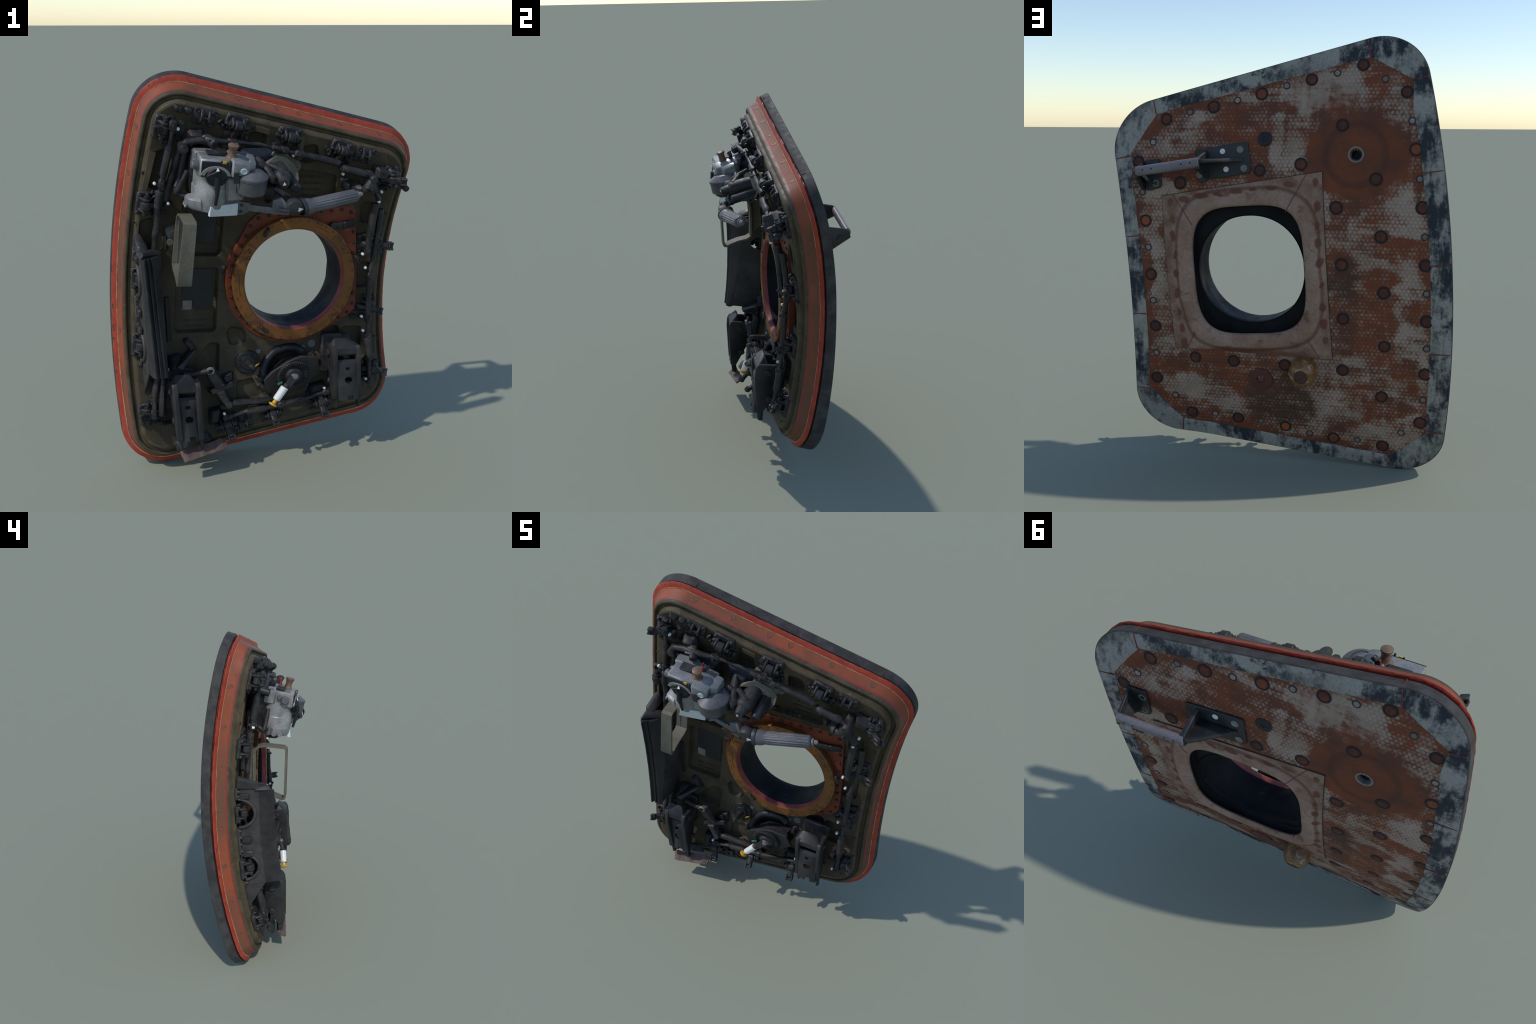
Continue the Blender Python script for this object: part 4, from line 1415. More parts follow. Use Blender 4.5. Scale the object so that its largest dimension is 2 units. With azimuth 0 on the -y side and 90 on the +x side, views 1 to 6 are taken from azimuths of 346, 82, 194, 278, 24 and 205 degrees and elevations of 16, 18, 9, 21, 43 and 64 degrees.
# clevis joints on the rods
clev = G()
clev.hull([(x, y, z) for x in (-.017, .017) for y in (-.026, .026) for z in (-.015, .015)], .008)
clev.cyl((0, .004, -.024), (0, .004, .024), .0085, n=10)
clev_me = make_mesh('clevis', clev, ident, M['dark'], wobble=0.002)
for p, q, h, a in ((-.540, .528, .238, -8), (-.556, .398, .230, 0), (-.505, .830, .240, 0), (.112, .716, .242, 80), (.352, .645, .242, 75), (.034, .732, .240, 80), (.550, .165, .240, 0), (.577, .012, .242, 0),
                   (.589, -.235, .240, 4), (.592, -.350, .240, 4), (.613, -.600, .240, 4), (-.160, -.762, .232, -80), (.130, -.714, .232, -80), (.375, -.658, .232, -75), (-.538, -.72, .235, 0), (-.225, .762, .245, 80)):
    put('clevis', clev_me, hatch, frame(p, q, h, DEG(a)))

# white grease points
nub = G().lathe((0, 0, 0), (0, 0, 1), [(.0078, -.008), (.0078, .001), (.0064, .005), (.0032, .0068), (.0001, .007)], 12, caps=False)
nub_me = make_mesh('grease_point', nub, ident, M['white'])
for p, q, h in ((.353, .6145, .240), (.573, .5215, .246), (.555, .4745, .274), (.522, .1495, .244), (.546, .0675, .243), (.550, -.2235, .243), (.560, -.3065, .250), (.589, -.5945, .248), (.359, -.6345, .239),
                (-.180, -.7415, .241), (-.481, .8145, .242), (-.575, .5300, .246), (-.505, .425, .240), (.085, .705, .238)):
    put('grease_point', nub_me, hatch, frame(p, q, h))

# bell cranks in the two upper corners
g = G()
g.tube([(-.456, .735, .255), (-.44, .757, .262), (-.39, .768, .258), (-.34, .775, .268), (-.29, .768, .255), (-.235, .762, .245)], [.020, .019, .017, .022, .016, .013], 12)
g.cyl((-.456, .733, .225), (-.458, .728, .296), .024, n=18, ch=.004)
g.cyl((-.350, .776, .235), (-.318, .764, .306), .024, .021, n=16, ch=.004)
g.hull([(-.372, .800, .25), (-.318, .795, .25), (-.305, .752, .255), (-.352, .745, .255), (-.362, .788, .290), (-.328, .786, .292), (-.320, .760, .296), (-.350, .756, .292)], .008)
g.hull([(-.43, .80, PB), (-.35, .80, PB), (-.34, .74, PB), (-.43, .73, PB), (-.42, .79, .235), (-.36, .79, .235), (-.35, .75, .235), (-.42, .75, .235)], .010)
part('bell_crank', g, M['dark'], hatch, wobble=.003)
g = G()
g.box((-.345, .792, .294), (.040, .010, .010), rotm(0, 20, -20), .003)
g.box((-.322, .778, .303), (.010, .034, .006), rotm(10, 0, 20), .002)
part('crank_tag', g, M['patch'], hatch)
g = G()
g.hull([(.462, .548, .230), (.541, .526, .230), (.525, .625, .225), (.487, .632, .225), (.468, .548, .296), (.535, .530, .292), (.520, .612, .280), (.492, .618, .280)], .008)
g.hull([(.535, .545, .235), (.575, .475, .245), (.545, .470, .245), (.520, .540, .275), (.566, .478, .276), (.548, .474, .276)], .007)
g.cyl((.503, .548, .275), (.503, .545, .300), .014, n=14)
g.cyl((.505, .606, .19), (.507, .602, .287), .025, .021, n=18, ch=.004)
g.hull([(.53, .655, PB), (.62, .635, PB), (.61, .575, PB), (.53, .585, PB), (.54, .645, .238), (.61, .63, .234), (.60, .585, .234), (.54, .592, .238)], .009)
g.hull([(.600, .648, .205), (.668, .632, .205), (.662, .586, .205), (.600, .590, .205), (.606, .64, .236), (.655, .626, .236), (.650, .592, .236), (.606, .60, .234)], .008)
g.box((.660, .558, .236), (.050, .034, .030), rotm(0, 12, -8), .008)
g.cyl((.690, .556, .244), (.690, .556, .276), .016, n=14)
part('bell_crank', g, M['dark'], hatch, wobble=.003)
g = G()
g.tube([(.500, .545, .262), (.462, .536, .262), (.432, .540, .245), (.400, .536, .210), (.392, .540, .182)], [.018, .022, .018, .017, .020], 12)
g.hull([(.40, .565, .20), (.46, .570, .20), (.46, .515, .20), (.405, .510, .20), (.42, .555, .278), (.452, .56, .286), (.452, .522, .286), (.42, .52, .278)], .008)
g.hull([(.36, .575, .176), (.41, .575, .176), (.42, .515, .176), (.37, .51, .176), (.37, .565, .240), (.40, .565, .250), (.40, .525, .250), (.37, .52, .240)], .007)
part('crank_link', g, M['dark'], hatch, wobble=.003)
# mid-left crank under the upper rod
g = G()
g.tube([(-.440, .70, .235), (-.450, .62, .225), (-.455, .56, .222), (-.475, .515, .25)], [.014, .018, .015, .014], 10)
g.tube([(-.476, .512, .262), (-.478, .498, .290), (-.452, .490, .300), (-.42, .490, .305)], [.015, .016, .014, .014], 10)
g.tube([(-.436, .625, .30), (-.450, .585, .302), (-.470, .530, .300), (-.480, .500, .295)], [.012, .013, .013, .014], 10)
part('crank_link', g, M['dark'], hatch, wobble=.002)
g = G()
g.cyl((-.535, .43, PB), (-.53, .43, .215), .030, .026, n=18)
g.cyl((-.50, .405, PB), (-.50, .405, .225), .024, .020, n=16)
part('rod_guide', g, M['black'], hatch, wobble=.002)

# ------------------------------------------------------------------ gearbox
box = G()
box.hull([(-.404, .735, .272), (-.258, .728, .272), (-.405, .642, .272), (-.258, .634, .272), (-.403, .738, .428), (-.260, .735, .430), (-.404, .642, .432), (-.258, .634, .432)], .007)
box.lathe((-.330, .440, .345), (0, 1, 0), [(.060, 0), (.084, .010), (.090, .030), (.090, .130), (.086, .136), (.086, .215)], 36)
box.hull([(-.420, .735, .262), (-.30, .735, .262), (-.420, .650, .262), (-.30, .650, .262), (-.415, .738, .33), (-.30, .738, .33), (-.415, .65, .33), (-.30, .65, .33)], .008)
gearbox = part('gearbox', box, M['silver'], hatch, wobble=.0015)
g = G()
g.hull([(-.450, .520, .330), (-.385, .525, .330), (-.450, .452, .330), (-.385, .446, .330), (-.448, .522, .408), (-.375, .520, .425), (-.446, .458, .405), (-.372, .450, .425)], .014)
g.lathe((-.452, .470, .352), (-1, 0, 0), [(.013, -.004), (.013, .003), (.009, .004), (.007, .001), (.0001, .001)], 14, caps=False)
g.lathe((-.452, .473, .386), (-1, 0, 0), [(.013, -.004), (.013, .003), (.009, .004), (.007, .001), (.0001, .001)], 14, caps=False)
part('gearbox_lug', g, M['silver'], gearbox)
g = G().lathe((-.385, .447, .345), (0, -1, 0), [(.032, -.010), (.032, .008), (.026, .014), (.0001, .016)], 20, caps=False)
part('drain_plug', g, M['dark'], gearbox)
g = G()
g.cyl((-.398, .690, .385), (-.438, .691, .387), .025, .023, n=22, ch=.005)
g.cyl((-.398, .700, .352), (-.426, .701, .352), .015, .013, n=16, ch=.004)
part('side_knob', g, M['grey'], gearbox)
# raised step block to the right with a stud
g = G()
g.hull([(-.262, .748, .30), (-.170, .735, .30), (-.262, .640, .30), (-.172, .655, .30), (-.262, .742, .448), (-.176, .728, .440), (-.262, .652, .452), (-.180, .668, .446)], .008)
g.hull([(-.28, .650, .33), (-.14, .640, .33), (-.28, .500, .33), (-.14, .510, .33), (-.28, .650, .432), (-.14, .640, .428), (-.275, .510, .430), (-.15, .520, .420)], .012)
g.hull([(-.178, .740, .32), (-.135, .735, .32), (-.178, .655, .32), (-.135, .660, .32), (-.178, .730, .405), (-.140, .722, .395), (-.178, .665, .41), (-.140, .670, .40)], .007)
part('step_block', g, M['silver'], gearbox)
g = G().lathe((-.207, .690, .446), (0, 0, 1), [(.017, -.003), (.017, .003), (.013, .005), (.008, .002), (.0001, .002)], 18, caps=False)
part('filler_stud', g, M['plate'], gearbox)
g = G().box((-.240, .655, .4535), (.026, .058, .004), rotm(0, 0, 4), .0015)
part('side_label', g, M['bumper'], gearbox)
# drum; the light caught on its chamfer is a separate shell coloured paler
g = G()
th = np.linspace(0, 2 * math.pi, 40, endpoint=False)
sec = lambda s, q, dz=0: np.column_stack([-.160 + .077 * s * np.cos(th), np.full(40, q) + .004 * np.cos(th), .398 + dz + .090 * s * np.sin(th)])
g.rings([sec(.92, .562), sec(1.0, .570), sec(1.02, .638), sec(1.05, .641), sec(1.05, .652), sec(.62, .680), sec(.3, .683)])
drum = part('gear_drum', g, M['drum'], gearbox)
g = G()
g.rings([sec(.60, .680, .0), sec(.98, .652, .001), sec(.99, .656, .001), sec(.60, .6835, .0)], cap0=False, cap1=False)
part('drum_shoulder', g, M['grey'], drum)
g = G()
g.hull([(-.22, .565, .36), (-.11, .568, .36), (-.20, .52, .36), (-.12, .525, .36), (-.215, .565, .470), (-.115, .568, .47), (-.20, .528, .455), (-.13, .532, .455)], .010)
part('drum_foot', g, M['dark'], gearbox)
# instrument face with selector lever
g = G().box((-.331, .687, .4335), (.136, .082, .005), rotm(0, 0, -1), .002)
face = part('selector_face', g, M['black'], gearbox)
g = G()
for p, q, a in ((-.368, .699, 30), (-.336, .703, 0), (-.302, .699, -30)):
    g.box((p, q, .4365), (.0025, .010, .0012), rotm(0, 0, a), .0004)
part('selector_tick', g, M['patch'], face, kind='stuff')
g = G().box((-.296, .7285, .4345), (.018, .015, .006), ch=.001)
part('yellow_mark', g, M['yellow'], gearbox)
g = G()
g.box((-.308, .7285, .434), (.009, .015, .004), ch=.001)
g.box((-.272, .7285, .436), (.009, .024, .010), ch=.002)
part('latch_pin', g, M['bumper'], gearbox)
ths = np.linspace(math.radians(8), math.radians(172), 20)
g = G().prism([(-.332 + .070 * math.cos(t), .650 + .058 * math.sin(t)) for t in ths] + [(-.332 + .052 * math.cos(t), .650 + .040 * math.sin(t)) for t in ths[::-1]], .434, .441, .001)
part('dial_arc', g, M['silver'], gearbox)
g = G()
g.lathe((-.328, .648, .428), (0, 0, 1), [(.050, 0), (.050, .012), (.044, .018), (.0001, .019)], 26, caps=False)
g.hull([(-.378, .662, .436), (-.278, .664, .436), (-.330, .598, .436), (-.378, .662, .452), (-.278, .664, .452), (-.330, .598, .456), (-.328, .690, .436), (-.328, .688, .452)], .005)
g.tube([(-.328, .655, .452), (-.327, .605, .462), (-.324, .560, .458), (-.326, .500, .448)], [.014, .014, .009, .007], 10)
g.cyl((-.327, .604, .450), (-.327, .604, .472), .013, n=14)
lever = part('selector_lever', g, M['black'], gearbox)
g = G().hull([(-.336, .686, .452), (-.320, .687, .452), (-.328, .704, .446), (-.336, .688, .456), (-.320, .689, .456)], 0)
part('lever_pointer', g, M['white'], lever)
# tan valve knob
g = G().lathe((-.252, .715, .378), (0.02, 1, .06), [(.052, .004), (.048, .014), (.028, .022), (.020, .034), (.018, .056), (.020, .072), (.025, .081), (.025, .089), (.019, .093), (.0001, .093)], 26, caps=False)
part('valve_knob', g, M['brass'], gearbox)
g = G()
g.box((-.315, .742, .345), (.10, .008, .05), rotm(0, 0, -2), .002)
g.box((-.300, .747, .345), (.055, .006, .035), rotm(0, 0, -2), .002)
g.tube([(-.24, .740, .330), (-.235, .775, .330), (-.215, .79, .335)], [.010, .011, .013], 10)
part('top_plate', g, M['bumper'], gearbox)
g = G().hull([(-.252, .745, .330), (-.243, .745, .330), (-.252, .745, .345), (-.243, .745, .345), (-.250, .795, .318), (-.243, .795, .318), (-.250, .795, .326), (-.243, .795, .326)], .001)
part('red_pin', g, M['crimson'], gearbox)
# bright name plate below
g = G()
g.hull([(-.350, .489, .420), (-.212, .501, .398), (-.352, .431, .428), (-.212, .433, .404), (-.346, .486, .436), (-.212, .499, .410), (-.350, .433, .444), (-.212, .435, .416)], .002)
part('name_plate', g, M['plate'], gearbox)
g = G()
g.hull([(-.225, .512, .385), (-.150, .505, .400), (-.225, .436, .385), (-.185, .433, .398), (-.150, .462, .400), (-.225, .512, .408), (-.150, .505, .416), (-.225, .436, .408), (-.185, .433, .412), (-.150, .462, .416)], .003)
g.hull([(-.335, .525, .37), (-.20, .535, .36), (-.335, .48, .40), (-.20, .49, .38), (-.33, .525, .41), (-.20, .535, .40), (-.335, .49, .43), (-.20, .50, .41)], .005)
part('arm_bracket', g, M['grey'], gearbox)
g = G()
for p, q in ((-.195, .490), (-.197, .455), (-.155, .488)):
    g.cyl((p, q, .410), (p, q, .418), .008, n=12)
part('bracket_screw', g, M['bumper'], gearbox, kind='stuff')
# actuating arm and ribbed grip
g = G()
g.hull([(-.165, .495, .400), (-.165, .462, .400), (-.165, .495, .416), (-.165, .462, .416), (-.05, .492, .420), (-.05, .455, .420), (-.05, .492, .440), (-.05, .455, .440)], .004)
g.hull([(-.055, .535, .415), (-.02, .552, .425), (.01, .53, .440), (.025, .485, .450), (.025, .462, .450), (-.055, .455, .415), (-.055, .535, .438), (-.02, .552, .448), (.01, .53, .462), (.025, .485, .468), (.025, .462, .468), (-.055, .455, .438)], .005)
arm = part('actuating_arm', g, M['grey'], gearbox)
g = G()
g.hull([(.02, .53, .40), (.09, .53, .40), (.02, .475, .40), (.09, .475, .40), (.02, .53, .44), (.09, .53, .44), (.02, .475, .44), (.09, .475, .44)], .012)
g.lathe((.048, .510, .432), (0.02, 0, 1), [(.040, 0), (.043, .008), (.043, .036), (.038, .046), (.016, .050), (.0001, .051)], 28, caps=False)
g.lathe((.086, .504, .447), (1, .15, -.20), [(.046, -.006), (.048, 0), (.048, .012), (.044, .016), (.0001, .017)], 28, caps=False)
g.hull([(-.036, .498, .466), (-.036, .486, .466), (-.034, .498, .476), (-.034, .486, .476), (.020, .500, .462), (.020, .476, .462), (.020, .500, .486), (.020, .478, .486)], .003)
part('arm_pivot', g, M['bumper'], arm)
g = G().hull([(.060, .515, .476), (.060, .492, .476), (.084, .507, .474), (.060, .515, .4855), (.060, .492, .4855), (.084, .507, .482)], 0)
part('white_arrow', g, M['white'], arm)
g0, g1 = np.array([.098, .503, .446]), np.array([.374, .562, .394])
ax = (g1 - g0) / np.linalg.norm(g1 - g0)
u = np.cross(ax, (0, 0, 1))
u /= np.linalg.norm(u)
w = np.cross(u, ax)
L = np.linalg.norm(g1 - g0)
rr = []
tt = np.linspace(0, 2 * math.pi, 96, endpoint=False)
for s, r, d in ((0, .041, 0), (.004, .044, 0), (.026, .0435, 0), (.042, .0380, 0), (.052, .0365, .0), (.058, .0362, .0017), (.150, .0352, .0017), (L - .012, .0338, .0017), (L - .006, .0325, 0), (L, .027, 0)):
    rad = r + d * np.sign(np.cos(tt * 16)) * np.abs(np.cos(tt * 16)) ** 0.5
    rr.append(g0 + ax * s + rad[:, None] * (np.outer(np.cos(tt), u) + np.outer(np.sin(tt), w)))
grip = part('handle_grip', G().rings(rr), M['grey'], arm, angle=30)
g = G()
g.cyl(g1, g1 + ax * .012, .020, n=16)
g.cyl(g1 + ax * .010, g1 + ax * .034, .0125, .0115, n=14, ch=.005)
part('grip_pin', g, M['patch'], grip)

# ratchet mechanism right of the gearbox
g = G()
band = [(-.066, .672, .292), (-.042, .686, .288), (-.012, .692, .278), (.028, .674, .262), (.066, .640, .250), (.098, .600, .254), (.100, .568, .280), (.088, .546, .305)]
bw = [.016, .022, .026, .030, .030, .028, .024, .018]
rr = []
for (p, q, h), w in zip(band, bw):
    rr.append(np.array([(p - w * .7, q - w * .55, h + .010), (p + w * .7, q + w * .75, h - .012), (p + w * .7 - .004, q + w * .75 - .004, h - .020), (p - w * .7 - .004, q - w * .55 - .004, h + .002)]))
g.rings(rr)
g.hull([(-.03, .725, PB), (.03, .72, PB), (.135, .65, PB), (.135, .61, PB), (.10, .59, PB), (.0, .70, .27), (.09, .62, .26), (.075, .60, .262), (-.01, .68, .27), (.03, .715, .20), (.13, .645, .198)], .005)
g.lathe((.112, .632, .196), (.1, .1, 1), [(.030, -.01), (.030, .010), (.012, .012), (.010, .002), (.0001, .002)], 20, caps=False)
mech = part('ratchet_bracket', g, M['strap'], hatch, wobble=.003)
g = G()
g.lathe((.004, .640, .22), (-0.04, -.05, 1), [(.046, 0), (.046, .155), (.042, .168), (.030, .176), (.026, .205), (.022, .220), (.0001, .222)], 28, caps=False)
g.cyl((.058, .600, .24), (.066, .584, .398), .031, .028, n=18, ch=.009)
g.hull([(.02, .625, .24), (.09, .61, .24), (.10, .560, .24), (.03, .55, .24), (.025, .615, .345), (.085, .60, .350), (.092, .562, .350), (.035, .555, .345)], .012)
g.tube([(-.06, .680, .320), (-.03, .675, .340), (.0, .668, .365), (.01, .650, .380)], [.014, .016, .018, .014], 10)
g.tube([(-.120, .680, .325), (-.090, .680, .335), (-.06, .672, .335)], [.015, .017, .014], 10)
g.tube([(-.10, .690, .26), (-.085, .680, .31), (-.065, .665, .36), (-.045, .625, .385)], [.013, .016, .018, .016], 10)
g.hull([(-.08, .675, .30), (-.03, .67, .30), (-.075, .60, .30), (-.03, .59, .30), (-.075, .665, .412), (-.04, .66, .415), (-.07, .61, .412), (-.04, .605, .41)], .010)
g.hull([(-.13, .69, .22), (-.05, .685, .22), (-.13, .58, .22), (-.06, .57, .22), (-.125, .68, .24), (-.06, .675, .25), (-.125, .57, .36), (-.07, .56, .36)], .010)
g.hull([(-.10, .60, .30), (-.01, .60, .30), (-.10, .52, .30), (.0, .53, .30), (-.09, .59, .40), (-.02, .59, .40), (-.09, .53, .39), (-.02, .53, .39)], .012)
g.tube([(-.04, .585, .39), (.0, .560, .405), (.03, .545, .395)], [.015, .020, .017], 10)
part('ratchet_drum', g, M['dark'], mech, wobble=.003)
g = G().hull([(-.014, .622, .441), (-.001, .626, .441), (-.010, .640, .441), (-.014, .622, .4475), (-.001, .626, .4475), (-.010, .640, .4475)], 0)
part('drum_pointer', g, M['white'], mech)
g = G()
g.hull([(-.17, .72, .20), (.02, .735, .20), (-.16, .60, .20), (-.02, .60, .20), (-.16, .70, .225), (-.06, .70, .225), (-.15, .61, .245), (-.06, .61, .245)], .01)
part('gear_housing', g, grimy('navy_housing', (0.03, 0.036, 0.055), (0.05, 0.055, 0.075), 9, 0.4), mech)
g = G()
g.hull([(-.43, .72, PB), (-.22, .71, PB), (-.42, .46, PB), (-.22, .47, PB), (-.41, .70, .29), (-.24, .70, .29), (-.40, .48, .29), (-.24, .49, .29)], .02)
part('gearbox_mount', g, M['dark'], gearbox)

# ------------------------------------------------------------------ strap handle on the left
g = G()
path = [(.325, .252), (.350, .254), (.378, .270), (.389, .300), (.391, .345), (.391, .420), (.384, .431), (.370, .434), (.060, .437), (.048, .432), (.045, .420), (.058, .395), (.078, .345), (.090, .285), (.110, .258), (.325, .250)]
T = 0.0060
pa = np.array(path)
d = np.gradient(pa, axis=0)
d /= np.linalg.norm(d, axis=1)[:, None]
nn = np.stack([-d[:, 1], d[:, 0]], 1)
rr = []
for i, (q, h) in enumerate(pa):
    qo, ho = pa[i] + nn[i] * T
    qi, hi = pa[i] - nn[i] * T
    lean = -.0155 * (.39 - q) / .34 - .002
    l, r = -.462 + lean, -.402 + lean * .6
    rr.append(np.array([(l, qo, ho), (r, qo, ho), (r, qi, hi), (l, qi, hi)]))
strap = part('strap_handle', G().rings(rr), M['strap'], hatch, angle=25)
g = G()
g.prism([(.345, .185), (.375, .262), (.345, .262), (.115, .265), (.095, .262), (.135, .225), (.170, .185)], -.003, .003, .001, o=(-.452, 0, 0), ex=(0, 1, 0), ey=(0, 0, 1))
part('strap_gusset', g, M['strap'], strap)
g = G()
g.hull([(-.505, .280, PB), (-.445, .300, PB), (-.490, .150, PB), (-.44, .15, PB), (-.495, .26, .215), (-.455, .28, .215), (-.485, .17, .212), (-.455, .165, .212)], .008)
g.cyl((-.484, .215, .205), (-.486, .215, .232), .018, n=16)
part('strap_base', g, M['strap'], strap, wobble=.003)
g = G()
g.hull([(-.520, .235, .19), (-.495, .245, .19), (-.518, .165, .19), (-.49, .15, .19), (-.515, .23, .225), (-.50, .235, .225), (-.512, .17, .225), (-.496, .165, .225)], .006)
part('strap_anchor', g, M['tan'], strap)

# ------------------------------------------------------------------ long cover over the left linkage
def cov(q):
    t = (q + .46) / .64
    lerp = lambda a, b: a + (b - a) * t
    return [(lerp(-.596, -.640), PB - .004), (lerp(-.578, -.642), lerp(.300, .306)), (lerp(-.570, -.645), lerp(.376, .372)), (lerp(-.558, -.633), lerp(.394, .390)), (lerp(-.508, -.590), lerp(.388, .362)), (lerp(-.494, -.540), lerp(.370, .288)), (lerp(-.483, -.518), PB - .004)]


qs = np.linspace(-.480, .170, 30)
ARCH = ((.010, .088, .092), (-.350, .080, .086))          # centre q, half width, height of the arches
outer, inner, front = G(), G(), G()
NW = 10
for side, a, b in ((outer, 0, 1), (inner, 6, 5)):
    rows_o, rows_i = [], []
    qq = np.linspace(-.615 if side is outer else -.470, .168, 110)
    for q in qq:
        c = cov(q)
        (p0, h0), (p1, h1) = c[a], c[b]
        lo = h0
        if side is outer:
            for cq, hw_, hh in ARCH:
                x = (q - cq) / hw_
                if abs(x) < 1:
                    lo = max(lo, PB + hh * math.sqrt(1 - x * x) ** 0.9 + .010)
            # lower end slants down to the panel, upper end is stepped
            h1 = min(h1, .305 - max(0, -.467 - q) * .82)
            lo = min(lo, h1 - .002)
            lo = max(lo, PB - .004 + max(0, (q - .14)) * 1.2)
        else:
            x = (q - .010) / .045
            if abs(x) < 1:
                lo = max(lo, PB + .07 * math.sqrt(1 - x * x))
            lo = max(lo, PB - .004 + max(0, (-.435 - q)) * 2.2)
        ro_, ri_ = [], []
        for k in range(NW + 1):
            t = k / NW
            h = lo + (h1 - lo) * t
            f = (h - h0) / (c[b][1] - h0)
            pp = p0 + (p1 - p0) * f
            s = 1 if side is outer else -1
            ro_.append((pp, q, h))
            ri_.append((pp + s * .006, q, h))
        rows_o.append(ro_ + ri_[::-1])
    g = G().rings(rows_o)
    part('cover_wall', g, M['coverwall'], hatch, angle=35, wobble=.0015)
rows = []
for q in qs:
    c = cov(q)
    top = c[1:6]
    under = [(p + (.006 if i < 2 else (-.006 if i > 2 else 0)), h - .007) for i, (p, h) in enumerate(top)]
    (pa_, ha_), (pb_, hb_) = c[3], c[4]
    mid = []
    for t, dz in ((.10, .001), (.18, -.012), (.40, -.016), (.46, -.004), (.56, -.004), (.62, -.014), (.84, -.014), (.92, 0)):
        mid.append((pa_ + (pb_ - pa_) * t, ha_ + (hb_ - ha_) * t + dz))
    loop = [top[0], top[1], top[2]] + mid + [top[3], top[4]] + [(top[4][0] - .006, top[4][1] - .020), (top[0][0] + .012, top[0][1] - .004)]
    rows.append([(p, q, h) for p, h in loop])
cover = part('linkage_cover', G().rings(rows), M['cover'], hatch, angle=25, wobble=.001)
g = G()
g.hull([(-.656, .160, .28), (-.650, .192, .28), (-.548, .188, .25), (-.53, .160, .25), (-.650, .165, .370), (-.640, .197, .366), (-.575, .195, .322), (-.545, .165, .296)], .008)
g.hull([(-.655, .235, PB), (-.62, .245, PB), (-.595, .200, PB), (-.655, .165, PB), (-.652, .215, .300), (-.63, .215, .304), (-.60, .185, .306), (-.650, .170, .306)], .008)
g.box((-.590, .085, .330), (.014, .09, .024), rotm(0, 0, -6), .005)
part('cover_end', g, M['cover'], cover, wobble=.002)
for cq, hw_, hh in ARCH:
    pth = []
    for a in np.linspace(0, math.pi, 22):
        q = cq + (hw_ + .004) * math.cos(a)
        h = PB + .012 + (hh + .002) * math.sin(a)
        c = cov(q)
        f = (h - c[0][1]) / (c[1][1] - c[0][1])
        pth.append((c[0][0] + (c[1][0] - c[0][0]) * f - .003, q, h))
    part('arch_rim', G().tube(pth, .0105, 10), M['coverwall'], cover, wobble=.0015)
g = G()
for qa, qb in ((.175, .100), (-.085, -.262), (-.438, -.470)):
    qm = (qa + qb) / 2
    pm = cov(qm)[0][0] - .004
    g.box((pm, qm, PB + .004), (.034, abs(qa - qb), .014), rotm(0, 0, 4 if qm < 0 else 0), .004)
for cq in (.150, .118, -.105, -.150, -.195, -.240, -.455):
    g.cyl((cov(cq)[0][0] - .006, cq, PB + .006), (cov(cq)[0][0] - .007, cq, PB + .024), .011, .009, 10)
part('cover_flange', g, M['coverwall'], cover, wobble=.002)
g = G()
for k, q in enumerate((-.165, -.185, -.255, -.285, -.300, -.325, -.345, -.520, .93, .945, .962)):
    i = on_outline(q=q, side='l') if q < .9 else min(range(NO), key=lambda j: math.hypot(OUT[j, 0] + .60 - (q - .93) * .9, OUT[j, 1] - q))
    o, nn = inset(.006 + .004 * (k % 3))[i], ONRM[i]
    w, l = (.006, .010 + .012 * (k * 7 % 3)) if q < .9 else (.005, .007)
    g.box((*o, .0655 + .0012 * (k % 3)), (w, l, .004), rotm(0, 25, math.degrees(math.atan2(nn[1], nn[0]))), .001)
part('seal_nick', g, M['rim'], hatch, kind='stuff')
g = G()
for cq in (.122, -.165, -.26):
    c = cov(cq)
    g.box((c[0][0] - .004, cq, .225), (.022, .040, .060), rotm(0, 0, 4), .009)
part('cover_pad', g, M['cover'], cover, wobble=.003)

